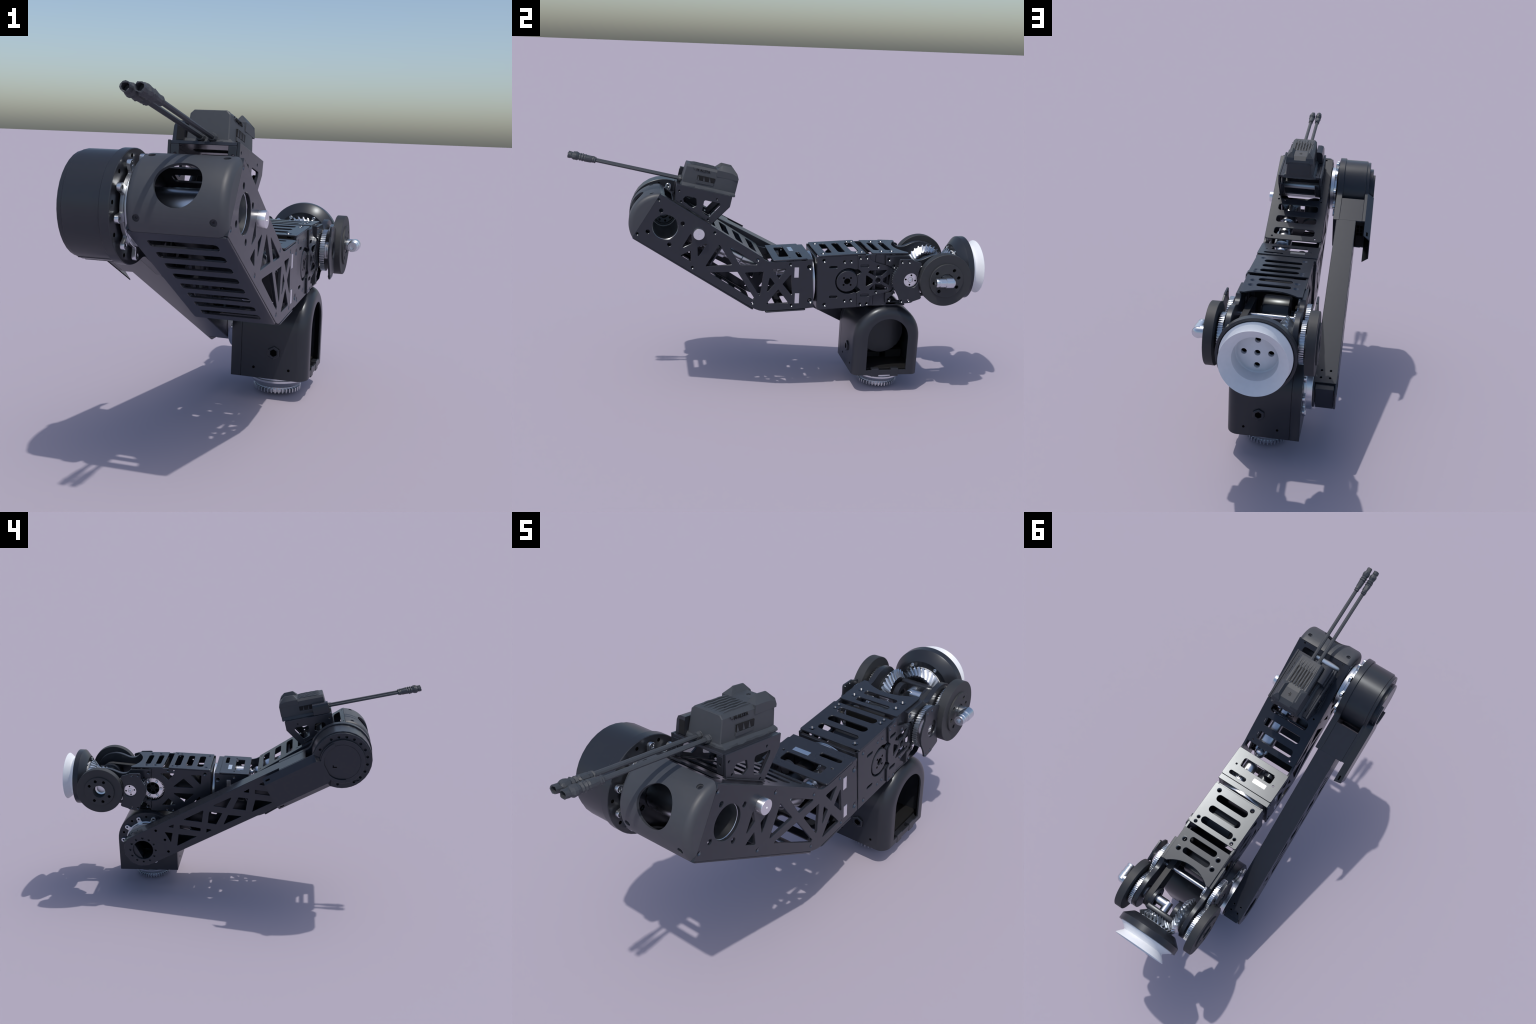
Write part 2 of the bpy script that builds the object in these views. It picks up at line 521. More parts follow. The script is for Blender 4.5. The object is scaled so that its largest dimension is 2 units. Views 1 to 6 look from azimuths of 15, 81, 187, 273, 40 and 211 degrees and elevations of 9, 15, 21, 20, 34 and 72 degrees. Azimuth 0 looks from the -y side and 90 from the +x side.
# ================================================================== SHOULDER DRIVE
def strip_and_disc(s0, t_half, R, n=40, fillet=0.05):
    """link-wide strip that flows into a disc round the shoulder axis"""
    ts = t_half
    a_join = math.asin(min(0.999, ts / R))
    # fillet circle tangent to the strip edge and the disc (outside)
    cyl = LLEN
    d = math.sqrt((R + fillet) ** 2 - (ts + fillet) ** 2)
    cs = cyl - d
    up = []
    pts = [(s0, ts)]
    ang_end = math.atan2(ts + fillet, -d)      # direction from disc centre to fillet centre
    for i in range(9):
        a = -PI / 2 + (ang_end - PI + PI / 2) * i / 8 if False else None
    # fillet arc from straight-down (-90deg) towards the disc centre
    a0 = -PI / 2
    a1 = math.atan2(-(ts + fillet), d)
    for i in range(9):
        a = a0 + (a1 - a0) * i / 8
        pts.append((cs + fillet * math.cos(a), ts + fillet + fillet * math.sin(a)))
    b0 = math.atan2(ts + fillet, -d)
    for i in range(n + 1):
        a = b0 - (2 * b0) * i / n
        pts.append((cyl + R * math.cos(a), R * math.sin(a)))
    for i in range(9):
        a = a1 + (a0 - a1) * i / 8
        pts.append((cs + fillet * math.cos(a), -(ts + fillet + fillet * math.sin(a))))
    pts.append((s0, -ts))
    return [yz(*p) for p in pts]

drive = plate('shoulder_drive', SIDE, strip_and_disc(0.900, HW + 0.002, 0.1655), [circle(SY, SZ, 0.06, 32)], -0.170, -0.139, SATIN, ROOT, bevel=0.002)
hole_shade_discs([(SY + 0.146 * math.cos(a), SZ + 0.146 * math.sin(a)) for a in [math.radians(27 + 36 * k) for k in range(10)]], -0.139, (1, 0, 0), 0.0062, drive)
lathe('drum', axis_frame((0, SY, SZ), (1, 0, 0)), [(0.0, -0.2845), (0.1555, -0.2845), (0.1585, -0.282), (0.1585, -0.1695), (0.0, -0.1695)], SATIN, drive, n=28)
# flat cable ridges on the drum
for a in (66, 82):
    ar = math.radians(a)
    fr = frame((0, SY, SZ), (1, 0, 0), (0, -math.sin(ar), math.cos(ar)))
    box('drum_ridge', fr, (-0.281, -0.003, 0.154), (-0.172, 0.003, 0.1600), SATIN, drive)
rim_pts = [(SY + 0.1315 * math.cos(a), SZ + 0.1315 * math.sin(a)) for a in [math.radians(28)] + [math.radians(62.5 + 17.85 * k) for k in range(11)] + [math.radians(279)]]
plate('drum_rim', SIDE, strip_and_disc(0.905, HW, 0.1525, n=28, fillet=0.03), [circle(p[0], p[1], 0.0066, 14) for p in rim_pts], -0.300, -0.2835, SATIN, drive, bevel=0.0015)
# saddle block between flange and rim
for t0, t1 in ((HW - 0.007, HW + 0.001), (-HW - 0.001, -HW + 0.007)):
    box('saddle_plate', LINK, (0.902, t0, 0.1695), (1.058, t1, 0.284), BLACK, drive)
box('saddle_wall', LINK, (1.04, -HW + 0.008, 0.172), (1.046, HW - 0.008, 0.282), BLACK, drive)
box('connector_block', LINK, (0.904, -HW + 0.008, 0.256), (0.96, HW - 0.008, 0.2965), DARK, drive)
for t in (0.002, 0.028, 0.054):
    for h in (0.266, 0.283):
        box('connector_port', LINK, (0.9025, t - 0.009, h - 0.006), (0.9045, t + 0.009, h + 0.006), PAINTED_BLACK, drive, bevel=0.0003)
# cable cover: trapezoid tray with a raised round lid
def tray_ring(s, x_out=0.331, x_in=0.2985, th=0.068, tw=HW + 0.002):
    wall = 0.004
    return [LINK @ Vector((s, t, h)) for (t, h) in
            [(-tw, x_in), (-th, x_out), (th, x_out), (tw, x_in), (tw - wall, x_in), (th - wall, x_out - wall), (-th + wall, x_out - wall), (-tw + wall, x_in)]]
cover = add('cable_cover', loft_mesh([tray_ring(0.806), tray_ring(LLEN - 0.118), tray_ring(LLEN - 0.090, 0.3275, 0.2985, 0.055, 0.066)]), BLACK, drive, smooth=20)
# uncut slots near the cover's free end, their darkness laid on as black plates
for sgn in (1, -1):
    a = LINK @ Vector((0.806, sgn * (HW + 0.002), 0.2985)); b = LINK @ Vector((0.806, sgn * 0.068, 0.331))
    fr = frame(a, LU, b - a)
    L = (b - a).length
    box('slot_shade_plate', fr, (0.012, L * 0.38, -0.0008), (0.036, L * 0.60, 0.0008), PAINTED_BLACK, drive, bevel=0.0002)
lathe('round_lid', axis_frame((0, SY, SZ), (-1, 0, 0)), [(0.1185, 0.2995), (0.1185, 0.3165), (0.1175, 0.3175), (0.0965, 0.3175), (0.0958, 0.3160), (0.0945, 0.3160), (0.0938, 0.3175), (0, 0.3175)], BLACK, drive, n=64)
plate('cover_collar', SIDE, arc(SY, SZ, 0.1125, -102, 66, 30) + arc(SY, SZ, 0.0955, 66, -102, 30), [], -0.3290, -0.3165, BLACK, drive, bevel=0.0006)
# S-shaped seam that leaves the lid towards the rim
seam = []
for k in range(11):
    f = k / 10
    a = math.radians(-98 - 34 * f)
    r = 0.0930 + 0.046 * (f * f * (3 - 2 * f))
    seam.append((SY + r * math.cos(a), SZ + r * math.sin(a)))
seam_o = [(SY + (p[0] - SY) * 1.02 + 0.0012, SZ + (p[1] - SZ) * 1.02) for p in seam]
plate('cover_seam', SIDE, seam + seam_o[::-1], [], -0.306, -0.299, SATIN, drive, bevel=0.0003)
# marker notch on the lid
box('lid_notch', SIDE, (SY + 0.028, SZ - 0.031, -0.3186), (SY + 0.050, SZ - 0.026, -0.3175), PAINTED_BLACK, drive, bevel=0.0003)
box('lid_notch', SIDE, (SY + 0.045, SZ - 0.031, -0.3187), (SY + 0.050, SZ - 0.018, -0.3175), PAINTED_BLACK, drive, bevel=0.0003)
o_, h_ = eared_ring(SY, SZ, math.radians(9), 0.06, 0.116, 0.138, 0.0125)
plate('mounting_ring', SIDE, o_, h_, -0.1325, -0.1195, STEEL, drive)
lathe('mounting_boss', axis_frame((0, SY, SZ), (1, 0, 0)), ring_prof(0.056, 0.112, -0.1195, -0.1005), STEEL, drive, closed=True)

# ================================================================== UPPER ARM
XO, XI = 0.1855, -0.0985               # outer faces of the two side plates
TH = 0.011
arm_outline = [(-0.5893, 0.9980), (-0.1210, 0.7055), (-0.104, 0.6925), (-0.088, 0.6845), (-0.070, 0.6805), (-0.053, 0.6800),
               (0.126, 0.6885), (0.142, 0.4530), (0.104, 0.4490), (-0.085, 0.4390), (-0.105, 0.4385), (-0.122, 0.4420), (-0.140, 0.4490),
               (-0.155, 0.4560), (-0.7125, 0.8020)]
arm_windows = [
    [(-0.447, 0.821), (-0.443, 0.772), (-0.490, 0.749)],
    [(-0.417, 0.752), (-0.370, 0.773), (-0.415, 0.704)],
    [(-0.495, 0.714), (-0.449, 0.737), (-0.447, 0.684)],
    [(-0.317, 0.766), (-0.256, 0.669), (-0.380, 0.661)],
    [(-0.270, 0.755), (-0.132, 0.668), (-0.220, 0.666)],
    [(-0.363, 0.632), (-0.230, 0.634), (-0.147, 0.504), (-0.153, 0.496)],
    [(-0.195, 0.630), (-0.105, 0.634), (-0.118, 0.522), (-0.124, 0.517)],
    [(-0.066, 0.645), (0.004, 0.647), (-0.031, 0.600)],
    [(-0.076, 0.607), (-0.051, 0.574), (-0.088, 0.529)],
    [(0.027, 0.620), (0.035, 0.513), (-0.013, 0.572)],
    [(-0.033, 0.546), (0.018, 0.478), (-0.088, 0.473)]]
small = [(-0.593, 0.974), (-0.690, 0.817), (-0.339, 0.821), (-0.440, 0.657), (-0.135, 0.692), (-0.155, 0.481), (0.021, 0.668), (0.033, 0.466)]
big = [(0.113, 0.654), (0.122, 0.488)]
four = [(-0.583, 0.924), (-0.486, 0.864), (-0.643, 0.827), (-0.546, 0.767)]
arm_holes = [rounded(w, 0.003, 3) for w in arm_windows]
arm_holes += [circle(y, z, 0.0077, 18) for (y, z) in small] + [circle(y, z, 0.0134, 22) for (y, z) in big]
arm_holes += [circle(y, z, 0.0095, 18) for (y, z) in four] + [circle(SY, SZ, 0.0585, 48)]
upper = plate('upper_arm', SIDE, arm_outline, arm_holes, XO - TH, XO, BLACK, ROOT)
plate('side_plate', SIDE, arm_outline, arm_holes, XI, XI + TH, BLACK, upper)
for sx, x in ((1, XO), (-1, XI)):
    for (y, z) in small:
        seat('countersunk_hole', (x, y, z), (sx, 0, 0), 0.0078, upper)
    for (y, z) in big:
        seat('countersunk_hole', (x, y, z), (sx, 0, 0), 0.0135, upper)
    for (z0, z1, y0, y1) in ((0.604, 0.654, 0.041, 0.062), (0.476, 0.526, 0.048, 0.069)):
        box('metal_tab', SIDE, (y0, z0, x - 0.003 if sx > 0 else x - 0.0012), (y1, z1, x + 0.0012 if sx > 0 else x + 0.003), LABEL, upper, bevel=0.0003)
lathe('side_knob', axis_frame((XO, -0.413, 0.819), (1, 0, 0)), [(0, -0.004), (0.0265, -0.004), (0.0265, 0.0215), (0.0255, 0.0235), (0.004, 0.0235), (0.003, 0.021), (0, 0.021)], LABEL, upper, n=32)
# lengthwise cover plates, slotted
def cross_slots(centres, w, r):
    return [slot(CX - 0.1005, CX + 0.1005, a, w, r) for a in centres]
tops = [-0.515 - 0.0775 * k for k in range(6)] + [-0.981]
top_hole = [circle(x, a, 0.0045, 12) for (x, a) in [(0.150, -1.016), (-0.063, -1.016), (0.150, -0.480), (-0.063, -0.480), (0.150, -0.722), (-0.066, -0.722)]]
plate('top_plate', UPPER, rounded(rect(XI + 0.001, -1.0265, XO - 0.001, -0.463), 0.012, 4), cross_slots(tops, 0.041, 0.013) + top_hole, 0.5300, 0.5369, BLACK, upper)
bots = [-0.9585 + 0.0763 * k for k in range(8)]
plate('bottom_plate', UPPER, rounded(rect(XI + 0.0015, -1.026, XO - 0.0015, -0.364), 0.008, 3), cross_slots(bots, 0.041, 0.012), 0.2965, 0.3035, BLACK, upper)
# elbow covers
elbow_top_holes = [rounded(rect(CX - 0.0885, -0.028, CX + 0.0875, 0.023), 0.010, 4),
                   slot(0.064, 0.157, 0.0735, 0.022), circle(0.150, 0.023, 0.0045, 12), circle(-0.063, 0.023, 0.0045, 12)]
plate('elbow_top_plate', FORE, rounded(rect(XI, -0.030 - 0.002 + 0.0 - 0.0, XO, 0.138), 0.006, 3) if False else
      rounded(rect(XI - 0.0005, -0.0255 + 0.0, XO + 0.0005, 0.138), 0.006, 3), [], 0.0, 0.001, BLACK, upper) if False else None
plate('elbow_top_plate', FORE, rounded(rect(XI - 0.001, -0.0245 - 0.0, XO + 0.001, 0.138), 0.008, 3) if False else
      rounded(rect(XI - 0.001, -0.026, XO + 0.001, 0.137), 0.008, 3), elbow_top_holes if False else
      [rounded(rect(CX - 0.0885, 0.009, CX + 0.0875, 0.058), 0.010, 4), slot(0.064, 0.157, 0.109, 0.020),
       circle(0.150, 0.059, 0.0045, 12), circle(-0.063, 0.059, 0.0045, 12)], 0.6848, 0.6914, BLACK, upper)
box('elbow_top_edge', FORE, (XI + 0.0002, 0.137, 0.674), (XO - 0.0002, 0.1655, 0.6865), BLACK, upper)
box('metal_tab', FORE, (-0.036, 0.0755, 0.690), (0.034, 0.0965, 0.6922), LABEL, upper, bevel=0.0003)
plate('elbow_bottom_plate', FORE, rounded(rect(XI + 0.0005, -0.068, XO - 0.0005, 0.127), 0.008, 3),
      [slot(CX - 0.09, CX + 0.09, -0.02, 0.03), slot(CX - 0.09, CX + 0.09, 0.05, 0.03)], 0.4335, 0.4400, BLACK, upper)
box('elbow_end_wall', FORE, (XI + TH + 0.001, 0.150, 0.452), (XO - TH - 0.001, 0.1645, 0.6742), BLACK, upper)

# ---- rounded front cover of the upper arm
AC, BC, RC = -0.9547, 0.4178, 0.1408
def cover_pt(x, a, b):
    return UPPER @ Vector((x, a, b))
def cover_ring(x, d, shell=0.0):
    R = RC - d
    half = math.sqrt(max(1e-6, R * R - (1.0275 + AC) ** 2))
    a0 = math.atan2(half, -(1.0275 + AC))
    pts = []
    for i in range(33):
        a = a0 + (2 * PI - 2 * a0) * i / 32
        pts.append(cover_pt(x, AC + R * math.cos(a), BC + R * math.sin(a)))
    return pts
FC = 0.024
def cover_rings(off):
    rr = []
    x0, x1 = XI + off, XO - off
    f = FC - off
    for i in range(7):
        t = PI / 2 * i / 6
        rr.append(cover_ring(x0 + f * (1 - math.cos(PI / 2 - t)) if False else x0 + f * (1 - math.sin(t)) if False else x0 + f * (1 - math.cos(t)), off + f * (1 - math.sin(t))))
    for i in range(7):
        t = PI / 2 * (6 - i) / 6
        rr.append(cover_ring(x1 - f * (1 - math.cos(t)), off + f * (1 - math.sin(t))))
    return rr
out_r, in_r = cover_rings(0.0), cover_rings(0.009)
front = add('front_cover', loft_mesh(out_r), PRINT, upper, smooth=40)
cuts = [cutter(loft_mesh(in_r))]
# inner cutter must break through the open back
cuts[0].data.transform(UPPER @ Matrix.Translation((0, 0.0015, 0)) @ UPPER.inverted())
ax = UPPER.to_3x3() @ Vector((0, -1, 0))
cuts.append(cutter(lathe_mesh(axis_frame(UPPER @ Vector((CX + 0.001, -1.0, 0.4145)), ax), bore_prof(0.0660, 0.0, 0.15), 56)))
for x in (0.150, -0.063):
    for b, sg in ((0.5125, 1), (0.3235, -1)):
        ca = math.atan2(b - BC, -1.057 - AC)
        n = UPPER.to_3x3() @ Vector((0, math.cos(ca), math.sin(ca)))
        p = UPPER @ Vector((x, AC + RC * math.cos(ca), BC + RC * math.sin(ca)))
        cuts.append(cutter(lathe_mesh(axis_frame(p, n), [(0, -0.0065), (0.005, -0.0065), (0.005, -0.006), (0.0105, -0.006), (0.0105, 0.02), (0, 0.02)], 20)))
# transforms of the recentred cover
for c in cuts:
    pass
boolean_cut(front, cuts)
# screws at the bottom of the counterbores
for x in (0.150, -0.063):
    for b in (0.5125, 0.3235):
        ca = math.atan2(b - BC, -1.057 - AC)
        n = UPPER.to_3x3() @ Vector((0, math.cos(ca), math.sin(ca)))
        p = UPPER @ Vector((x, AC + RC * math.cos(ca), BC + RC * math.sin(ca)))
        lathe('cover_screw', axis_frame(p, n), [(0, -0.010), (0.0075, -0.010), (0.0078, -0.0055), (0.004, -0.005), (0.0035, -0.0065), (0, -0.0065)], SATIN, upper, n=18)
# ---- things inside the upper arm
lathe('motor_shell', axis_frame((0, SY, SZ), (1, 0, 0)), ring_prof(0.0575, 0.0610, -0.085, XO - TH - 0.0005), STEEL, upper, n=48, closed=True)
lathe('motor_face', axis_frame((0, SY, SZ), (1, 0, 0)), [(0.0, -0.128), (0.020, -0.128), (0.022, -0.112), (0.046, -0.112), (0.050, -0.117), (0.0555, -0.117), (0.0555, -0.135)], MOTOR, upper, n=40)
for k in range(8):
    a = k * PI / 4 + 0.2
    lathe('face_screw', axis_frame((-0.117, SY + 0.036 * math.cos(a), SZ + 0.036 * math.sin(a)), (1, 0, 0)), rod_prof(0.005, 0.0, 0.011, 0.001), DARK, upper, n=12)

shaft = []
def rod(p, q, r, c=0.0015, n=28):
    p, q = Vector(p), Vector(q)
    return lathe_mesh(axis_frame(p, q - p), rod_prof(r, 0, (q - p).length, c), n)
P0, P1, P2, P3 = Vector((0.092, -0.375, 0.765)), Vector((0.097, -0.12, 0.645)), Vector((0.099, -0.075, 0.628)), Vector((0.099, 0.12, 0.632))
d1 = (P1 - P0).normalized()
shaft_root = None
def shaft_fr(s):
    return frame(P0 + d1 * s, (1, 0, 0), d1)
sm = [rod(P0 - d1 * 0.02, P0 + d1 * 0.07, 0.030), rod(P0 + d1 * 0.07, P0 + d1 * 0.11, 0.042), rod(P0 + d1 * 0.11, P0 + d1 * 0.19, 0.034),
      rod(P0 + d1 * 0.19, P1 - d1 * 0.01, 0.043)]
drive_shaft = add('drive_shaft', join(sm), STEEL, upper)
fr = shaft_fr(0.0)
box('shaft_yoke', fr, (-0.050, -0.028, -0.030), (0.050, -0.008, 0.030), STEEL, upper, bevel=0.003)
for sx in (-1, 1):
    box('yoke_fork', shaft_fr(0.0), (sx * 0.033 - 0.007, -0.008, -0.022), (sx * 0.033 + 0.007, 0.060, 0.022), STEEL, upper, bevel=0.004)
    box('yoke_fork', shaft_fr(0.235), (sx * 0.027 - 0.006, -0.01, -0.020), (sx * 0.027 + 0.006, 0.060, 0.020), STEEL, upper, bevel=0.005)
lathe('cross_pin', axis_frame(P0 + d1 * 0.045 - Vector((0.055, 0, 0)), (1, 0, 0)), rod_prof(0.011, 0, 0.11), STEEL, upper, n=24)
lathe('joint_ball', axis_frame(P1 + d1 * 0.02, d1), [(0.028 * math.sin(PI * i / 14), -0.028 * math.cos(PI * i / 14)) for i in range(15)], STEEL, upper, n=28)
sm = [rod(P2, P3, 0.014), rod((0.099, -0.035, 0.6285), (0.099, 0.028, 0.630), 0.036, 0.003, 36), rod((0.099, -0.065, 0.628), (0.099, -0.035, 0.6285), 0.025)]
add('elbow_coupling', join(sm), STEEL, upper)
lathe('coupling_screw', axis_frame((0.099, 0.012, 0.666), (0, 0, 1)), rod_prof(0.005, -0.004, 0.0025), SATIN, upper, n=14)
fg = frame((0, 0.073, 0), (1, 0, 0), (0, 0, 1))
add('elbow_gear', plate_mesh(fg, gear_outline(0.105, 0.625, 34, 0.042, 0.049), [], -0.014, 0.014), STEEL, upper, smooth=25)
lathe('elbow_motor', axis_frame((0.005, -0.02, 0.600), (0, 1, 0.05)), rod_prof(0.042, -0.02, 0.10, 0.004), MOTOR, upper, n=36)
lathe('elbow_idler', axis_frame((-0.015, -0.035, 0.655), (0, 1, 0.05)), [(0, 0), (0.018, 0), (0.018, 0.012), (0.026, 0.014), (0.026, 0.030), (0, 0.030)], MOTOR, upper, n=30)
lathe('arm_motor', axis_frame((CX - 0.075, -0.52, 0.835), (0.0, 0.848, -0.53)), rod_prof(0.055, 0.09, 0.24, 0.005), MOTOR, upper, n=36)
for a0, hole in ((-0.655, 0.045),):
    fb = frame(UPPER @ Vector((0, a0, 0)), (1, 0, 0), UPPER.to_3x3() @ Vector((0, 0, 1)))
    plate('inner_bulkhead', fb, rounded(rect(XI + TH + 0.002, 0.318, XO - TH - 0.002, 0.520), 0.01, 3), [circle(CX + 0.045, 0.44, hole, 32), rounded([(CX - 0.10, 0.35), (CX - 0.02, 0.35), (CX - 0.09, 0.48)], 0.006, 3)], -0.004, 0.004, BLACK, upper)

# ================================================================== CAMERA BRACKET
def mirrored_x():
    return
bx0, bx1 = -0.0635, 0.1505
wing = [(-0.5135, 1.0385), (-0.520, 0.9655), (-0.349, 0.8575), (-0.268, 0.938), (-0.2585, 0.9825)]
wing_holes = [rounded([(-0.483, 0.972), (-0.470, 0.985), (-0.424, 0.975), (-0.421, 0.940), (-0.442, 0.931), (-0.480, 0.956)], 0.008, 4),
              rounded([(-0.387, 0.967), (-0.312, 0.950), (-0.316, 0.936), (-0.362, 0.888), (-0.397, 0.907)], 0.008, 4)]
wing_holes += [circle(y, z, 0.0042, 12) for (y, z) in [(-0.501, 1.009), (-0.493, 0.960), (-0.329, 0.972), (-0.369, 0.876)]]
bracket = plate('camera_bracket', SIDE, wing, wing_holes, bx1 - 0.009, bx1, BLACK, ROOT)
plate('bracket_wing', SIDE, wing, wing_holes, bx0, bx0 + 0.009, BLACK, bracket)
bt = Vector((0, 0.9825 - 1.0385, 0)).length
bd = Vector((0, -0.2585 + 0.5135, 0.9825 - 1.0385)).normalized()
BTOP = frame((0, -0.5135, 1.0385), (1, 0, 0), bd)
BL = Vector((0.255, 0.056)).length
plate('bracket_deck', BTOP, rounded(rect(bx0 + 0.0095, 0.001, bx1 - 0.0095, BL - 0.001), 0.002, 2),
      [circle(x, v, 0.0042, 12) for x in (-0.035, 0.122) for v in (0.03, BL - 0.03)] + [slot(CX - 0.06, CX + 0.06, 0.09, 0.045), slot(CX - 0.06, CX + 0.06, 0.165, 0.045)], -0.0105, -0.0008, BLACK, bracket)
BFR = frame((0, -0.517, 0.9655), (1, 0, 0), (0, 0.0065, 0.073))
for x0, x1 in ((bx0 + 0.0095, bx0 + 0.034), (bx1 - 0.034, bx1 - 0.0095)):
    plate('front_flange', BFR, rounded(rect(x0, 0.002, x1, 0.0625), 0.002, 2), [circle((x0 + x1) / 2 + 0.002, 0.034, 0.0042, 12)], -0.0062 if False else -0.004, 0.004, BLACK, bracket)
foot_fr = frame((0, -0.349, 0.8575), (1, 0, 0), (0, 0.081, 0.0805))
for x0, x1 in ((bx0 + 0.0095, bx0 + 0.030), (bx1 - 0.030, bx1 - 0.0095)):
    plate('rear_flange', foot_fr, rounded(rect(x0, 0.006, x1, 0.112), 0.002, 2), [circle((x0 + x1) / 2, 0.02, 0.0042, 12)], -0.004, 0.004, BLACK, bracket)
for x0, x1 in ((bx0 - 0.0045, bx0 + 0.012), (bx1 - 0.012, bx1 + 0.0045)):
    box('foot_rail', UPPER, (x0, -0.952, 0.5387), (x1, -0.750, 0.5435), BLACK, bracket, bevel=0.001)

# ================================================================== CAMERA
A12 = math.radians(12.1)
CAMF = frame((CX + 0.0015, -0.490, 1.0425), (1, 0, 0), (0, math.cos(A12), -math.sin(A12)))
def cam_ring(v, hw_b, hw_t, wb, wt, ch, lean=0.0):
    """chamfered trapezoid section of the camera at depth v"""
    pts = [(-hw_b, wb), (-hw_t, wt - ch), (-hw_t + ch, wt), (hw_t - ch, wt), (hw_t, wt - ch), (hw_b, wb)]
    out = []
    for (x, w) in pts:
        out.append(CAMF @ Vector((x, v + lean * (w - wb), w)))
    return out
body = loft_mesh([cam_ring(0.002, 0.061, 0.057, 0.0, 0.0845, 0.010, 0.07), cam_ring(0.004, 0.064, 0.060, 0.0, 0.0870, 0.011, 0.07),
                  cam_ring(0.150, 0.068, 0.0625, -0.004, 0.0885, 0.011), cam_ring(0.172, 0.069, 0.064, -0.004, 0.0945, 0.012),
                  cam_ring(0.224, 0.0695, 0.0645, -0.005, 0.0945, 0.012), cam_ring(0.248, 0.066, 0.060, -0.006, 0.082, 0.012), cam_ring(0.254, 0.064, 0.058, -0.006, 0.073, 0.010)])
camera = add('camera', body, CAMM, ROOT, smooth=15)
# raised shoulders at the rear
def hump(x0, x1):
    rr = []
    for v, w, ch in ((0.150, 0.088, 0.0), (0.168, 0.1110, 0.022), (0.172, 0.1135, 0.024), (0.220, 0.1125, 0.024), (0.242, 0.092, 0.012), (0.254, 0.070, 0.0)):
        a, b = x0, x1
        out_left = x0 < 0
        ci, co = (0.012 if w > 0.1 else 0.0), (0.020 if w > 0.1 else 0.0)
        if out_left:
            pts = [(a, 0.06), (a, w - ch), (a + co, w), (b - ci, w), (b, min(w, 0.092)), (b, 0.06)]
        else:
            pts = [(a, 0.06), (a, min(w, 0.092)), (a + ci, w), (b - co, w), (b, w - ch), (b, 0.06)]
        rr.append([CAMF @ Vector((x, v, ww)) for (x, ww) in pts])
    return loft_mesh(rr)
add('rear_shoulder', hump(-0.0662, -0.030), CAMM, camera, smooth=15)
add('rear_shoulder', hump(0.030, 0.0662), CAMM, camera, smooth=15)
box('rear_panel', CAMF, (-0.052, 0.245, 0.006), (0.052, 0.2565, 0.066), CAMM, camera, bevel=0.002)
# cooling fins on top, slightly wavy
for k in range(7):
    x = -0.042 + k * 0.0140
    rr = []
    for i in range(13):
        v = 0.022 + 0.128 * i / 12
        j = 0.0009 * math.sin(i * 1.3 + k * 2.1) + random.uniform(-0.0005, 0.0005)
        h = 0.0035 * min(1, i / 2.0, (12 - i) / 1.5 + 0.2) + random.uniform(-0.0006, 0.0006)
        wv = 0.0868 + 0.0015 * v / 0.15
        rr.append([CAMF @ Vector((x + dx + j, v, wv + dz)) for dx, dz in ((-0.0042, -0.003), (-0.0030, h), (0.0030, h + 0.0004), (0.0042, -0.003))])
    add('cooling_fin', loft_mesh(rr), CAMM, camera, smooth=15)
for k in range(6):
    x = -0.035 + k * 0.0140
    box('fin_groove', CAMF, (x - 0.0022, 0.060, 0.083), (x + 0.0022, 0.146, 0.0888), DARK, camera, bevel=0.0004)
# emblem on the rear deck
em = [box_mesh(CAMF, (-0.006, 0.190, 0.0940), (-0.003, 0.204, 0.0949), 0), box_mesh(CAMF, (-0.001, 0.186, 0.0940), (0.002, 0.204, 0.0949), 0), box_mesh(CAMF, (0.003, 0.194, 0.0940), (0.007, 0.198, 0.0949), 0)]
add('deck_emblem', join(em), DARK, camera, smooth=None)
# vents on both flanks: recessed frame with triangular fins
for sx in (1, -1):
    sidef = CAMF @ Matrix.Rotation(0, 4, 'X')
    xs = 0.0665 * sx
    x_lo, x_hi = sorted((xs - 0.004 * sx, xs + 0.0012 * sx))
    box('vent_recess', CAMF, (x_lo, 0.066, 0.026), (x_hi, 0.148, 0.048), DARK, camera, bevel=0.0003)
    for k in range(3):
        v = 0.068 + k * 0.027
        tri = []
        for (vv, ww) in ((v + 0.001, 0.026), (v + 0.014, 0.048), (v + 0.027, 0.048), (v + 0.021, 0.026)):
            pass
        p = [(v, 0.026, 0.0012), (v + 0.009, 0.026, 0.0030), (v, 0.048, 0.0022)]
        bm = bmesh.new()
        vs = [bm.verts.new(CAMF @ Vector((xs + sx * q[2], q[0], q[1]))) for q in p]
        vb = [bm.verts.new(CAMF @ Vector((xs - sx * 0.003, q[0], q[1]))) for q in p]
        bm.faces.new(vs); bm.faces.new(vb[::-1])
        for i in range(3):
            bm.faces.new((vs[i], vs[(i + 1) % 3], vb[(i + 1) % 3], vb[i]))
        add('vent_fin', from_bm(bm), CAMM, camera, smooth=None)
    box('vent_sill', CAMF, (min(xs - 0.003 * sx, xs + 0.0022 * sx), 0.064, 0.012), (max(xs - 0.003 * sx, xs + 0.0022 * sx), 0.146, 0.0245), CAMM, camera, bevel=0.0006)
# lettering along the right flank
tc = bpy.data.curves.new('lettering', 'FONT')
tc.body = "' - M ALSTA"
tc.size = 0.0165
tc.extrude = 0.0012
tc.align_x = 'CENTER'
to = bpy.data.objects.new('tmp_text', tc)
bpy.context.collection.objects.link(to)
dg = bpy.context.evaluated_depsgraph_get()
tm = bpy.data.meshes.new_from_object(to.evaluated_get(dg))
bpy.data.objects.remove(to)
tf = frame(CAMF @ Vector((0.0637, 0.078, 0.066)), CAMF.to_3x3() @ Vector((0, 1, 0)), CAMF.to_3x3() @ Vector((-0.06, 0, 1)))
tm.transform(tf)
tm.materials.clear()
add('lettering', tm, DARK, camera, smooth=None)
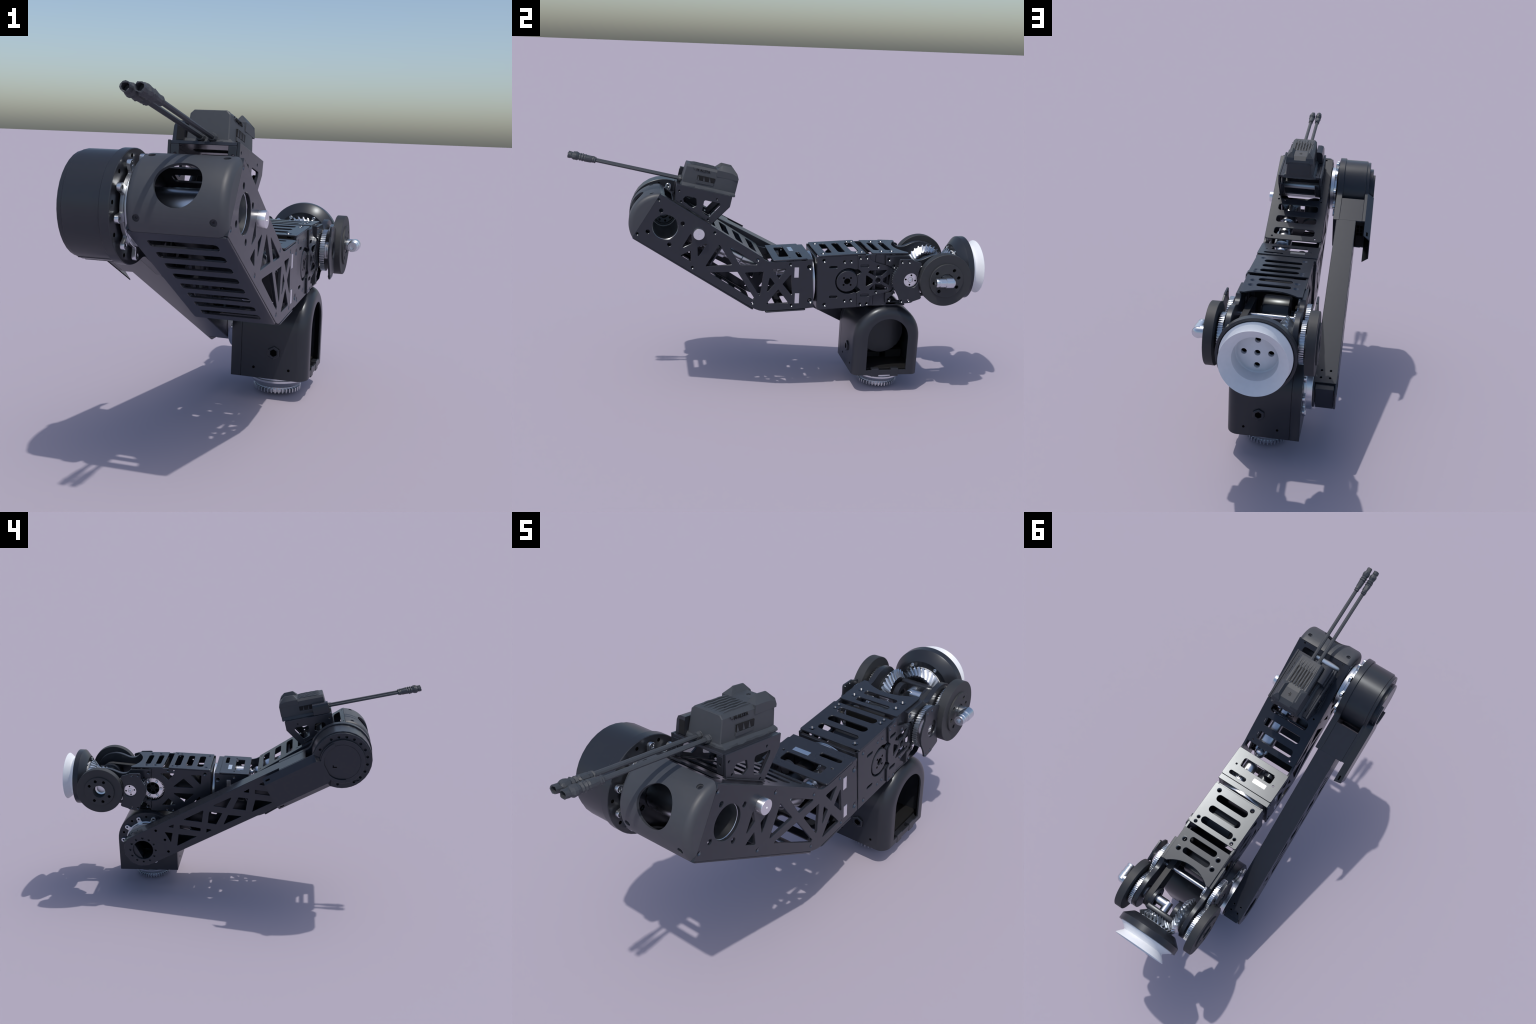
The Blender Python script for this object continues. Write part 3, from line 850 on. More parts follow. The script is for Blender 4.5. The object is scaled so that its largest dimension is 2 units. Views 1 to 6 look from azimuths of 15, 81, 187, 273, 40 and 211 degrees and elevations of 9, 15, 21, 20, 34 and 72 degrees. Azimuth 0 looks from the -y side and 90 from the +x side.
# crumpled flange round the foot of the camera
bm = bmesh.new()
rr = []
for k, (grow, w) in enumerate(((0.0, 0.004), (0.008, -0.004), (0.012, -0.012), (0.002, -0.014))):
    ring = []
    for i in range(48):
        t = i / 48 * 4
        e, f = int(t), t - int(t)
        c4 = [(-0.068, 0.004), (0.068, 0.004), (0.071, 0.249), (-0.071, 0.249)]
        p, q = c4[e], c4[(e + 1) % 4]
        x = p[0] + (q[0] - p[0]) * f; v = p[1] + (q[1] - p[1]) * f
        g = grow * (0.75 + 0.5 * random.random()) if grow else 0
        x += g * (1 if x > 0 else -1) * (1 if e in (1, 3) or f in (0,) else 0.3)
        v += g * (1 if v > 0.12 else -1) * (1 if e in (0, 2) else 0.2) * 0.6
        ring.append(CAMF @ Vector((x, v, w - 0.012 * (v / 0.25) * 0.15 + (random.uniform(-0.0015, 0.0015) if grow else 0))))
    rr.append(ring)
bm.free()
add('camera_flange', loft_mesh(rr), CAMM, camera, smooth=15)
# socket housing on the left flank
sb = loft_mesh([[CAMF @ Vector((x, v, w)) for (x, w) in ((-0.100, -0.008), (-0.0985, 0.034), (-0.094, 0.046), (-0.085, 0.050), (-0.066, 0.050), (-0.066, -0.008))] for v in (-0.010, 0.076)])
add('socket_housing', sb, BLACK, camera, smooth=30)
box('socket_mouth', CAMF, (-0.088, -0.0115, -0.006), (-0.0662, -0.008, 0.038), DARK, camera, bevel=0.0005)
# ---- two rigid leads with round plugs
for name_x, bxx, txx in (('left', 0.0275, 0.0275), ('right', 0.0625, 0.0625)):
    p = Vector((bxx, -0.478, 1.0462)); q = Vector((txx, -0.996, 1.1525))
    d = (q - p).normalized()
    L = (q - p).length
    hexa = lathe_mesh(axis_frame(p, d), [(0, -0.005), (0.0068, -0.005), (0.0068, L - 0.115), (0, L - 0.115)], 8)
    hexa.transform(Matrix.Translation((p.x, 0, 0)) @ Matrix.Diagonal((1.28, 1, 1, 1)) @ Matrix.Translation((-p.x, 0, 0)))
    lead = add('cable', hexa, CAMM, camera, smooth=15)
    boot = lathe_mesh(axis_frame(p, d), [(0, 0.0), (0.013, 0.0), (0.0145, 0.006), (0.0125, 0.010), (0.0140, 0.014), (0.011, 0.024), (0, 0.024)], 9)
    add('cable_boot', boot, CAMM, camera, smooth=15)
    b0 = L - 0.124
    prof = [(0, b0), (0.0105, b0), (0.0118, b0 + 0.003), (0.0108, b0 + 0.007), (0.0122, b0 + 0.010), (0.0112, b0 + 0.016), (0.0132, b0 + 0.022), (0.0142, b0 + 0.044),
            (0.0152, b0 + 0.048), (0.0128, b0 + 0.054), (0.0160, b0 + 0.058), (0.0135, b0 + 0.064), (0.0158, b0 + 0.069), (0.0125, b0 + 0.075), (0.0152, b0 + 0.081), (0.0168, b0 + 0.088), (0.0166, b0 + 0.098), (0.0145, b0 + 0.103),
            (0.0118, b0 + 0.106), (0.0132, b0 + 0.111), (0.0125, b0 + 0.124), (0.0098, b0 + 0.124), (0.0092, b0 + 0.104), (0, b0 + 0.104)]
    me = lathe_mesh(axis_frame(p, d), prof, 11)
    for v in me.vertices:      # worn, slightly lumpy surface of the plug
        v.co += Vector((random.uniform(-1, 1), random.uniform(-1, 1), random.uniform(-1, 1))) * 0.0014
    add('cable_plug', me, CAMM, camera, smooth=15)

# ================================================================== FOREARM
FXO, FXI = 0.1765, -0.0890
FT = 0.011
fore_outline = [(0.149, 0.7000), (0.436, 0.7150), (0.500, 0.7150), (0.500, 0.4570), (0.436, 0.4560), (0.1625, 0.4380)]
screw_f = [(0.184, 0.683), (0.197, 0.464), (0.284, 0.677), (0.317, 0.678), (0.295, 0.482), (0.327, 0.485), (0.359, 0.699), (0.391, 0.700), (0.372, 0.464), (0.405, 0.466)]
# right side: round opening with the motor hub
open_r = arc(0.309, 0.581, 0.0645, 62, 298, 22) + [(0.352, 0.522), (0.372, 0.535), (0.352, 0.552), (0.346, 0.580), (0.350, 0.612), (0.372, 0.626), (0.352, 0.641)]
slots_r = [slot(0.211, 0.251, 0.6505, 0.011), slot(0.219, 0.259, 0.5025, 0.011)]
spider = [rounded(w, 0.003, 2) for w in [
    [(0.401, 0.626), (0.410, 0.635), (0.499, 0.637), (0.470, 0.609), (0.436, 0.609)],
    [(0.393, 0.613), (0.428, 0.590), (0.428, 0.574), (0.395, 0.555)],
    [(0.436, 0.566), (0.471, 0.565), (0.508, 0.545), (0.502, 0.537), (0.409, 0.537)]]]
fore = plate('forearm', SIDE, [(0.149, 0.7000), (0.436, 0.7150), (0.436, 0.4560), (0.1625, 0.4380)],
             [open_r] + slots_r + [circle(y, z, 0.0096 if y < 0.2 else 0.0077, 18) for (y, z) in screw_f] + [rounded([(0.396, 0.640), (0.4355 - 0.004, 0.642), (0.4355 - 0.004, 0.530), (0.396, 0.530)], 0.004, 2)],
             FXO - FT, FXO, BLACK, ROOT)
for (y, z) in screw_f:
    seat('countersunk_hole', (FXO, y, z), (1, 0, 0), 0.0097 if y < 0.2 else 0.0078, fore)
plate('wrist_frame', SIDE, [(0.4375, 0.7145), (0.506, 0.7140), (0.506, 0.4580), (0.4375, 0.4570)], [rounded([(0.444, 0.640), (0.500, 0.640), (0.500, 0.534), (0.444, 0.534)], 0.01, 3)], FXO - FT, FXO - 0.004, BLACK, fore)
# right overlay plate with the spider window
over = [(0.347, 0.7105), (0.404, 0.7135), (0.410, 0.690), (0.428, 0.678), (0.458, 0.668), (0.488, 0.661), (0.515, 0.650), (0.532, 0.634), (0.541, 0.610), (0.543, 0.585),
        (0.538, 0.560), (0.526, 0.538), (0.512, 0.527), (0.470, 0.518), (0.420, 0.505), (0.412, 0.457), (0.358, 0.4540), (0.354, 0.519), (0.371, 0.535), (0.357, 0.552), (0.354, 0.580), (0.355, 0.610), (0.371, 0.626), (0.354, 0.643)]
over_holes = spider + [circle(0.4535, 0.5865, 0.0135, 24)] + [rounded([(0.514, 0.618), (0.480, 0.594), (0.480, 0.578), (0.512, 0.560)], 0.003, 2)]
over_holes += [slot(0.362, 0.405, 0.6585, 0.013), slot(0.370, 0.413, 0.5115, 0.013)] + [circle(y, z, 0.0076, 18) for (y, z) in [(0.359, 0.698), (0.391, 0.699), (0.372, 0.466), (0.405, 0.468), (0.450, 0.654), (0.447, 0.527)]]
plate('spider_plate', SIDE, rounded(over, 0.004, 2), over_holes, FXO + 0.0005, FXO + 0.0070, BLACK, fore)
for (y, z) in [(0.359, 0.698), (0.391, 0.699), (0.372, 0.466), (0.405, 0.468), (0.450, 0.654), (0.447, 0.527)]:
    seat('countersunk_hole', (FXO + 0.0070, y, z), (1, 0, 0), 0.0077, fore)
lathe('hub_ring', axis_frame((0, 0.4535, 0.5865), (1, 0, 0)), ring_prof(0.0125, 0.0205, FXO - 0.004, FXO + 0.0085), BLACK, fore, n=32, closed=True)
# motor hub in the round opening
lathe('motor_hub', axis_frame((0, 0.303, 0.580), (1, 0, 0)), [(0.0, FXO - 0.006), (0.015, FXO - 0.006), (0.0155, FXO + 0.001), (0.050, FXO + 0.001), (0.0525, FXO - 0.001), (0.0525, FXO - 0.012), (0.056, FXO - 0.014), (0.056, FXO - 0.10), (0, FXO - 0.10)], BLACK, fore, n=48)
hole_shade_discs([(0.303 + 0.0245 * math.cos(a), 0.580 + 0.0245 * math.sin(a)) for a in [math.radians(45 + 90 * k) for k in range(4)]], FXO + 0.001, (1, 0, 0), 0.0048, fore)
lathe('hub_shade_disc', axis_frame((FXO - 0.0058, 0.303, 0.580), (1, 0, 0)), [(0.0148, -0.001), (0.0148, 0.0003), (0, 0.0003)], PAINTED_BLACK, fore, n=24)
plate('opening_lip', SIDE, arc(0.305, 0.5805, 0.072, 80, 280, 24) + arc(0.305, 0.5805, 0.062, 280, 80, 24), [], FXO - 0.016, FXO - 0.0105, BLACK, fore)
# left side: triangulated window plate
tri_l = [rounded(w, 0.003, 2) for w in [
    [(0.264, 0.676), (0.205, 0.673), (0.210, 0.616)], [(0.306, 0.654), (0.249, 0.598), (0.368, 0.603)],
    [(0.369, 0.566), (0.250, 0.562), (0.306, 0.509)], [(0.438, 0.684), (0.354, 0.684), (0.394, 0.643)],
    [(0.438, 0.489), (0.354, 0.492), (0.396, 0.533)], [(0.215, 0.550), (0.268, 0.495), (0.222, 0.492)]]]
left_outline = [(0.149, 0.7000), (0.436, 0.7150), (0.500, 0.7150)] + arc(0.486, 0.587, 0.069, 78, 282, 28) + [(0.500, 0.4570), (0.436, 0.4560), (0.1625, 0.4380)]
plate('side_plate', SIDE, left_outline, tri_l + [circle(y, z, 0.0096 if y < 0.2 else 0.0077, 18) for (y, z) in screw_f if y not in (0.284, 0.317, 0.295, 0.327)], FXI, FXI + FT, BLACK, fore)
for (y, z) in screw_f:
    if y not in (0.284, 0.317, 0.295, 0.327):
        seat('countersunk_hole', (FXI, y, z), (-1, 0, 0), 0.0097 if y < 0.2 else 0.0078, fore)
# start wall and the silver rotary ring
box('start_wall', FORE, (FXI + FT + 0.0005, 0.1835, 0.432), (FXO - FT - 0.0005, 0.197, 0.6835), BLACK, fore)
ROT = axis_frame((CX, 0.1395, 0.568), (0, math.cos(A3), math.sin(A3)))
lathe('rotary_ring', ROT, [(0.0, -0.012), (0.1225, -0.012), (0.1265, -0.009), (0.1265, -0.004), (0.1245, -0.0025), (0.1245, 0.0005), (0.1275, 0.002), (0.1275, 0.007), (0.1235, 0.010), (0, 0.010)], STEEL, fore, n=72)
# top plates
fa = lambda y, z: y * math.cos(A3) + z * math.sin(A3)
def fslot(y):
    a = fa(y, 0.714)
    return slot(CX - 0.086, CX + 0.086, a, 0.034)
t1 = [fslot(0.217), fslot(0.281), fslot(0.346)]
t1s = [(0.140, 0.184), (-0.050, 0.184), (0.147, 0.373), (-0.057, 0.373), (0.147, 0.348), (-0.057, 0.348)]
plate('top_plate', FORE, rounded(rect(FXI - 0.0005, fa(0.157, 0.707), FXO + 0.0005, fa(0.3885, 0.72)), 0.007, 4), t1 + [circle(x, fa(y, 0.714), 0.0112 if y < 0.2 else 0.0087, 20) for (x, y) in t1s], 0.6914, 0.6980, BLACK, fore)
for (x, y) in t1s:
    seat('countersunk_hole', FORE @ Vector((x, fa(y, 0.714), 0.6980)), FORE.to_3x3() @ Vector((0, 0, 1)), 0.0113 if y < 0.2 else 0.0088, fore)
plate('bottom_plate', FORE, rounded(rect(FXI + 0.0005, fa(0.164, 0.44), FXO - 0.0005, fa(0.397, 0.452)), 0.007, 4),
      [slot(CX - 0.086, CX + 0.086, fa(y, 0.446), 0.034) for y in (0.217, 0.281, 0.346)], 0.4290, 0.4360, BLACK, fore)
# wrist-end plates with the scooped end
def scoop(y_top, y_mid):
    pts = []
    for i in range(17):
        f = -1 + 2 * i / 16
        x = CX + 0.112 * f
        pts.append((x, y_top - (y_top - y_mid) * (1 - abs(f) ** 2.2)))
    return pts
wrist_top = [(FXI + 0.003, 0.421)] + [(FXI + 0.003, 0.600)] + [p for p in scoop(0.601, 0.561)] + [(FXO - 0.003, 0.600), (FXO - 0.003, 0.421)]
wt_s = [(0.140, 0.523), (-0.050, 0.523), (0.140, 0.472), (-0.050, 0.472)]
plate('wrist_top_plate', FLAT, wrist_top, [slot(CX - 0.073, CX + 0.073, y, 0.029) for y in (0.457, 0.516)] + [circle(x, y, 0.0120, 22) for (x, y) in wt_s], 0.7120, 0.7192, BLACK, fore)
for (x, y) in wt_s:
    seat('countersunk_hole', (x, y, 0.7192), (0, 0, 1), 0.0121, fore)
plate('wrist_bottom_plate', FLAT, wrist_top, [slot(CX - 0.073, CX + 0.073, y, 0.029) for y in (0.457, 0.516)], 0.4535, 0.4605, BLACK, fore)
# motors inside
lathe('forearm_motor', axis_frame((CX - 0.03, 0.300, 0.580), (1, 0, 0)), [(0, -0.03), (0.080, -0.03), (0.084, -0.026), (0.084, 0.095), (0.06, 0.10), (0.03, 0.10), (0, 0.10)], MOTOR, fore, n=40)
lathe('wrist_motor', axis_frame((CX, 0.505, 0.590), (1, 0, 0)), [(0, -0.092), (0.02, -0.092), (0.022, -0.078), (0.072, -0.078), (0.078, -0.071), (0.078, 0.034), (0.074, 0.040), (0.03, 0.042), (0.028, 0.052), (0, 0.052)], MOTOR, fore, n=44)
box('control_board', FLAT, (-0.055, 0.42, 0.47), (0.14, 0.425, 0.70), DARK, fore)
box('inner_block', FLAT, (FXI + 0.014, 0.40, 0.462), (FXO - 0.014, 0.56, 0.480), DARK, fore)

# ================================================================== WRIST
WY, WZ = 0.767, 0.6045                  # wrist axis (along x)
IY, IZ = 0.601, 0.599                  # idler gear axis
# scalloped side arms
def bump_half(sg):
    # upper or lower edge relative to the centre line through both axes
    e = [(0.600, 0.105), (0.612, 0.096), (0.626, 0.0865), (0.645, 0.083), (0.660, 0.0845), (0.678, 0.0905), (0.698, 0.098), (0.718, 0.103), (0.745, 0.104)]
    pts = []
    for (y, h) in e:
        zc = 0.5985 + (y - 0.60) * 0.075
        pts.append((y, zc + sg * h))
    return pts
arm_up = bump_half(1); arm_lo = bump_half(-1)
tip = arc(0.752, 0.6105, 0.1005, 82, -82, 20)
wa = [(0.484, 0.7085), (0.600, 0.7085)] + arm_up[1:] + tip + arm_lo[::-1][:-1] + [(0.585, 0.478), (0.497, 0.472), (0.495, 0.523)] + [(0.5245, 0.5255), (0.534, 0.545), (0.540, 0.570), (0.5415, 0.592), (0.537, 0.618), (0.527, 0.638), (0.5245, 0.655), (0.487, 0.662)]
wa_h = [circle(y, z, 0.0086, 18) for (y, z) in [(0.500, 0.691), (0.525, 0.656), (0.531, 0.524), (0.513, 0.487)]] + [circle(WY, WZ, 0.03, 32), circle(IY, IZ, 0.020, 24)]
wrist = plate('wrist', SIDE, wa, wa_h, 0.165, 0.188, SATIN, ROOT, bevel=0.002)
plate('wrist_arm', SIDE, wa, wa_h, -0.101, -0.078, SATIN, wrist, bevel=0.002)
for (y, z) in [(0.500, 0.691), (0.525, 0.656), (0.531, 0.524), (0.513, 0.487)]:
    seat('countersunk_hole', (0.188, y, z), (1, 0, 0), 0.0087, wrist, SATIN)
    seat('countersunk_hole', (-0.101, y, z), (-1, 0, 0), 0.0087, wrist, SATIN)
gp = [(0.534, 0.664), (0.536, 0.699), (0.541, 0.705), (0.600, 0.7035), (0.606, 0.698), (0.642, 0.688), (0.648, 0.681), (0.641, 0.664), (0.635, 0.642), (0.644, 0.553), (0.656, 0.520), (0.658, 0.512), (0.652, 0.506), (0.617, 0.494), (0.610, 0.488), (0.562, 0.483), (0.552, 0.490), (0.545, 0.512), (0.540, 0.524)]
gp_outline = gp + [(0.5275, 0.545), (0.515, 0.568), (0.5085, 0.598), (0.514, 0.628), (0.526, 0.650)]
gp_s = [(0.549, 0.692), (0.584, 0.691), (0.559, 0.497), (0.595, 0.500)]
for sx in (1, -1):
    hubh = 0.2640 if sx > 0 else 0.224
    X = lambda v: CX + sx * (v - CX)
    nx = (sx, 0, 0)
    lohi = lambda a, b: sorted((X(a), X(b)))
    a, b = lohi(0.230, 0.238)
    plate('gear_guard', SIDE, rounded(gp_outline, 0.005, 3), [circle(y, z, 0.0074, 18) for (y, z) in gp_s] + [circle(IY, IZ, 0.0362, 36)], a, b, SATIN, wrist)
    for (y, z) in gp_s:
        seat('countersunk_hole', (X(0.238), y, z), nx, 0.0075, wrist, SATIN)
    # idler gear, its hub disc, and black discs for the dark screw holes
    a, b = lohi(0.194, 0.214)
    add('idler_gear', plate_mesh(SIDE, gear_outline(IY, IZ, 52, 0.0795, 0.0865), [circle(IY, IZ, 0.015, 20)], a, b, 0.0006), STEEL, wrist, smooth=25)
    lathe('idler_hub', axis_frame((X(0.186), IY, IZ), nx), [(0, 0), (0.024, 0), (0.0350, 0.022), (0.0350, 0.0385), (0.0340, 0.0395), (0.0130, 0.0395), (0.0125, 0.036), (0.0115, 0.0385), (0.006, 0.0395), (0.005, 0.032), (0.0, 0.032)], LABEL, wrist, n=40)
    for k in range(4):
        aa = math.radians(83 + 90 * k)
        lathe('hub_screw_shade_disc', axis_frame((X(0.2255), IY + 0.0238 * math.cos(aa), IZ + 0.0238 * math.sin(aa)), nx), [(0.0046, -0.001), (0.0046, 0.0003), (0, 0.0003)], PAINTED_BLACK, wrist, n=16)
    # wheel, its gear
    add('wheel_gear', plate_mesh(SIDE, gear_outline(WY, WZ, 52, 0.0795, 0.0865, a0=PI / 52), [circle(WY, WZ, 0.015, 20)], a, b, 0.0006), STEEL, wrist, smooth=25)
    lathe('gear_boss', axis_frame((X(0.160), WY, WZ), nx), rod_prof(0.036, 0.0, 0.060), STEEL, wrist, n=36)
    wf = axis_frame((X(0.0435), WY, WZ), nx)
    o = 0.0435
    wheel = lathe('wheel', wf, [(0.0345, 0.221 - o), (0.0345, 0.2655 - o), (0.036, 0.2670 - o), (0.0815, 0.2670 - o), (0.0835, 0.2655 - o), (0.0840, 0.2595 - o), (0.1260, 0.2595 - o), (0.1277, 0.2578 - o), (0.1277, 0.2225 - o), (0.1260, 0.221 - o), (0.0347, 0.2208 - o)], RUBBER, wrist, n=72, closed=True)
    wheel_cuts = []
    for ang in ((143, 56, 14, -30, -123, 190) if sx > 0 else (74, 118, 31, 207, -60, -106)):
        aa = math.radians(ang)
        wheel_cuts.append(cutter(lathe_mesh(axis_frame((X(0.232), WY + 0.0615 * math.cos(aa), WZ + 0.0615 * math.sin(aa)), nx), bore_prof(0.0088, 0.0, 0.05), 18)))
    boolean_cut(wheel, wheel_cuts)
    hub_mat = SATIN if sx > 0 else LABEL
    lathe('wheel_hub', wf, [(0, 0.210 - o), (0.0338, 0.210 - o), (0.0338, hubh - 0.002 - o), (0.032, hubh - o), (0.024, hubh - 0.004 * (sx < 0) - o), (0.0115, hubh - 0.007 * (sx < 0) - o), (0.0105, hubh - 0.009 - o), (0.0100, hubh - 0.013 - o), (0, hubh - 0.013 - o)], hub_mat, wrist, n=36)
# extra pinion on the left flank
pin_o = gear_outline(0.486, 0.587, 40, 0.0575, 0.0655)
pin_h = [circle(0.486, 0.587, 0.037, 32)] + [circle(0.486 + 0.0465 * math.cos(a), 0.587 + 0.0465 * math.sin(a), 0.0068, 14) for a in [math.radians(60 * k) for k in range(6)]]
lathe('pinion_core', axis_frame((-0.060, 0.486, 0.587), (-1, 0, 0)), [(0, -0.01), (0.0368, -0.01), (0.0368, 0.008), (0.012, 0.008), (0.010, 0.004), (0, 0.004)], DARK, wrist, n=32)
hole_shade_discs([(0.486 + 0.026 * math.cos(a), 0.587 + 0.026 * math.sin(a)) for a in [math.radians(30 + 60 * k) for k in range(6)]], -0.068, (-1, 0, 0), 0.0105, wrist, 'core_shade_disc')
plate('pinion', SIDE, pin_o, pin_h, -0.0715, -0.060, LABEL, wrist, bevel=0.0006)
for k in range(6):
    aa = math.radians(60 * k)
    lathe('pinion_screw', axis_frame((-0.0715, 0.486 + 0.0465 * math.cos(aa), 0.587 + 0.0465 * math.sin(aa)), (-1, 0, 0)), [(0.0085, -0.001), (0.0085, 0.0006), (0.0045, -0.001), (0.004, -0.003), (0, -0.003)], STEEL, wrist, n=16)
# air fitting on the right wheel
EF = []
EF.append(lathe_mesh(axis_frame((0.240, WY + 0.006, 0.6065), (1, 0, 0)), [(0, 0), (0.019, 0), (0.020, 0.012), (0.0245, 0.016), (0.0250, 0.062)] + [(0.0250 * math.cos(a), 0.062 + 0.0250 * math.sin(a)) for a in [PI / 2 * i / 8 for i in range(1, 9)]], 36))
EF.append(lathe_mesh(axis_frame((0.3015, WY + 0.006, 0.6065), (0, -1, 0)), [(0.0, -0.01), (0.0255, -0.01), (0.0255, 0.026), (0.0222, 0.028), (0.0222, 0.054), (0.0200, 0.056), (0.0200, 0.060), (0.0215, 0.062), (0.0215, 0.070), (0.0195, 0.073), (0.0105, 0.073), (0.0100, 0.058), (0, 0.058)], 36))
add('air_elbow', join(EF), STEEL, wrist)
# ---- bevel gears
def bevel_gear(apex, axis, hint, n_teeth, r_out, r_in, depth, twist, spin=0.0, hub=0.034):
    """45 degree spiral bevel gear; axis points from the apex to the back of the gear"""
    fr = axis_frame(apex, axis, hint)
    steps = 9
    rings = []
    for i in range(steps):
        f = i / (steps - 1)
        R = r_in + (r_out - r_in) * f
        s = R / r_out
        ring = []
        for k in range(n_teeth):
            for (ph, lev) in ((-0.30, 0.0), (-0.15, 1.0), (0.12, 1.0), (0.27, 0.0)):
                th = 2 * PI * (k + ph) / n_teeth + spin + twist * f
                d = depth * s * (lev - 0.5)
                # tooth height is perpendicular to the 45 degree cone
                r = R + d * 0.7071
                h = R - d * 0.7071
                ring.append(fr @ Vector((r * math.cos(th), r * math.sin(th), h)))
        rings.append(ring)
    m = len(rings[0])
    def flat(r, h):
        return [fr @ Vector((r * math.cos(2 * PI * (k // 4 + (-0.30, -0.15, 0.12, 0.27)[k % 4]) / n_teeth + spin + twist), r * math.sin(2 * PI * (k // 4 + (-0.30, -0.15, 0.12, 0.27)[k % 4]) / n_teeth + spin + twist), h)) for k in range(m)]
    back = [flat(r_out * 0.945, r_out + 0.006), flat(r_out * (0.945 - hub * 8.4), r_out + hub), flat(r_out * 0.5, r_out + hub)]
    fronts = [flat(r_in * 0.5, r_in + 0.012), flat(r_in * 0.82, r_in + 0.006)]
    return loft_mesh(fronts + rings + back, True, True)
TILT = math.radians(2.1)
CUPA = Vector((0, math.cos(TILT), math.sin(TILT)))
CUPV = Vector((0, -math.sin(TILT), math.cos(TILT)))
APEX = Vector((CX, WY, WZ))
add('bevel_gear', bevel_gear(APEX, (-1, 0, 0), (0, 0, 1), 28, 0.094, 0.067, 0.017, 0.26), STEEL, wrist, smooth=20)
lathe('bevel_shaft', axis_frame((CX - 0.120, WY, WZ), (-1, 0, 0)), rod_prof(0.048, 0.0, 0.02), SATIN, wrist, n=36)
add('bevel_gear', bevel_gear(APEX, CUPA, (0, 0, 1), 28, 0.094, 0.067, 0.017, -0.26, PI / 28, 0.0115), STEEL, wrist, smooth=20)
# yoke round the air line in the middle
yk = arc(WY + 0.005, WZ, 0.058, -150, 150, 28) + arc(WY + 0.005, WZ, 0.036, 150, -150, 28)
YF = frame((0, 0, 0), (0, 1, 0), (0, 0, 1))
box('cup_yoke', frame((CX, WY, WZ), (1, 0, 0), CUPA), (-0.068, 0.034, -0.046), (0.082, 0.063, 0.046), SATIN, wrist, bevel=0.008, seg=3)
lathe('yoke_ring', axis_frame((CX + 0.062, WY, WZ), (1, 0, 0)), ring_prof(0.034, 0.058, 0.0, 0.030, 0.003), SATIN, wrist, n=44, closed=True)
lathe('yoke_ring', axis_frame((CX - 0.062, WY, WZ), (1, 0, 0)), ring_prof(0.022, 0.050, 0.0, 0.024, 0.003), SATIN, wrist, n=44, closed=True)
ym = [rod((0.150, WY - 0.002, 0.620), (0.100, WY - 0.002, 0.620), 0.020), rod((0.100, WY - 0.002, 0.620), (0.048, WY - 0.002, 0.620), 0.0225), rod((0.045, WY - 0.018, 0.620), (0.045, WY + 0.040, 0.620), 0.0215)]
add('inner_air_elbow', join(ym), STEEL, wrist)
# toothed belt on the right
bl = []
c0, c1 = (0.470, 0.592), (WY - 0.006, WZ)
r0, r1 = 0.040, 0.056
ang = math.atan2(c1[1] - c0[1], c1[0] - c0[0])
def stad(off):
    return ([(c1[0] + (r1 + off) * math.cos(ang + a), c1[1] + (r1 + off) * math.sin(ang + a)) for a in [math.radians(-92 + 184 * i / 24) for i in range(25)]] +
            [(c0[0] + (r0 + off) * math.cos(ang + a), c0[1] + (r0 + off) * math.sin(ang + a)) for a in [math.radians(92 + 176 * i / 24) for i in range(25)]])
plate('drive_belt', SIDE, stad(0.004), [stad(0.0)], 0.122, 0.150, RUBBER, wrist)
lathe('belt_pulley', axis_frame((0.119, c1[0], c1[1]), (1, 0, 0)), [(0, 0), (0.030, 0.0), (0.050, 0.001), (0.0558, 0.003), (0.0558, 0.031), (0.050, 0.034), (0, 0.034)], SATIN, wrist, n=40)
lathe('belt_pulley', axis_frame((0.119, c0[0], c0[1]), (1, 0, 0)), rod_prof(0.0398, 0, 0.034), SATIN, wrist, n=32)
lathe('cross_rod', axis_frame((-0.080, 0.606, 0.622), (1, 0, 0)), rod_prof(0.0095, 0, 0.245), STEEL, wrist, n=24)
lathe('inner_pinion', axis_frame((-0.076, IY, IZ), (1, 0, 0)), rod_prof(0.03, 0.0, 0.02), STEEL, wrist, n=30)
add('inner_pinion_teeth', plate_mesh(SIDE, gear_outline(IY, IZ, 34, 0.043, 0.049), [circle(IY, IZ, 0.01, 12)], -0.074, -0.058), STEEL, wrist, smooth=25)

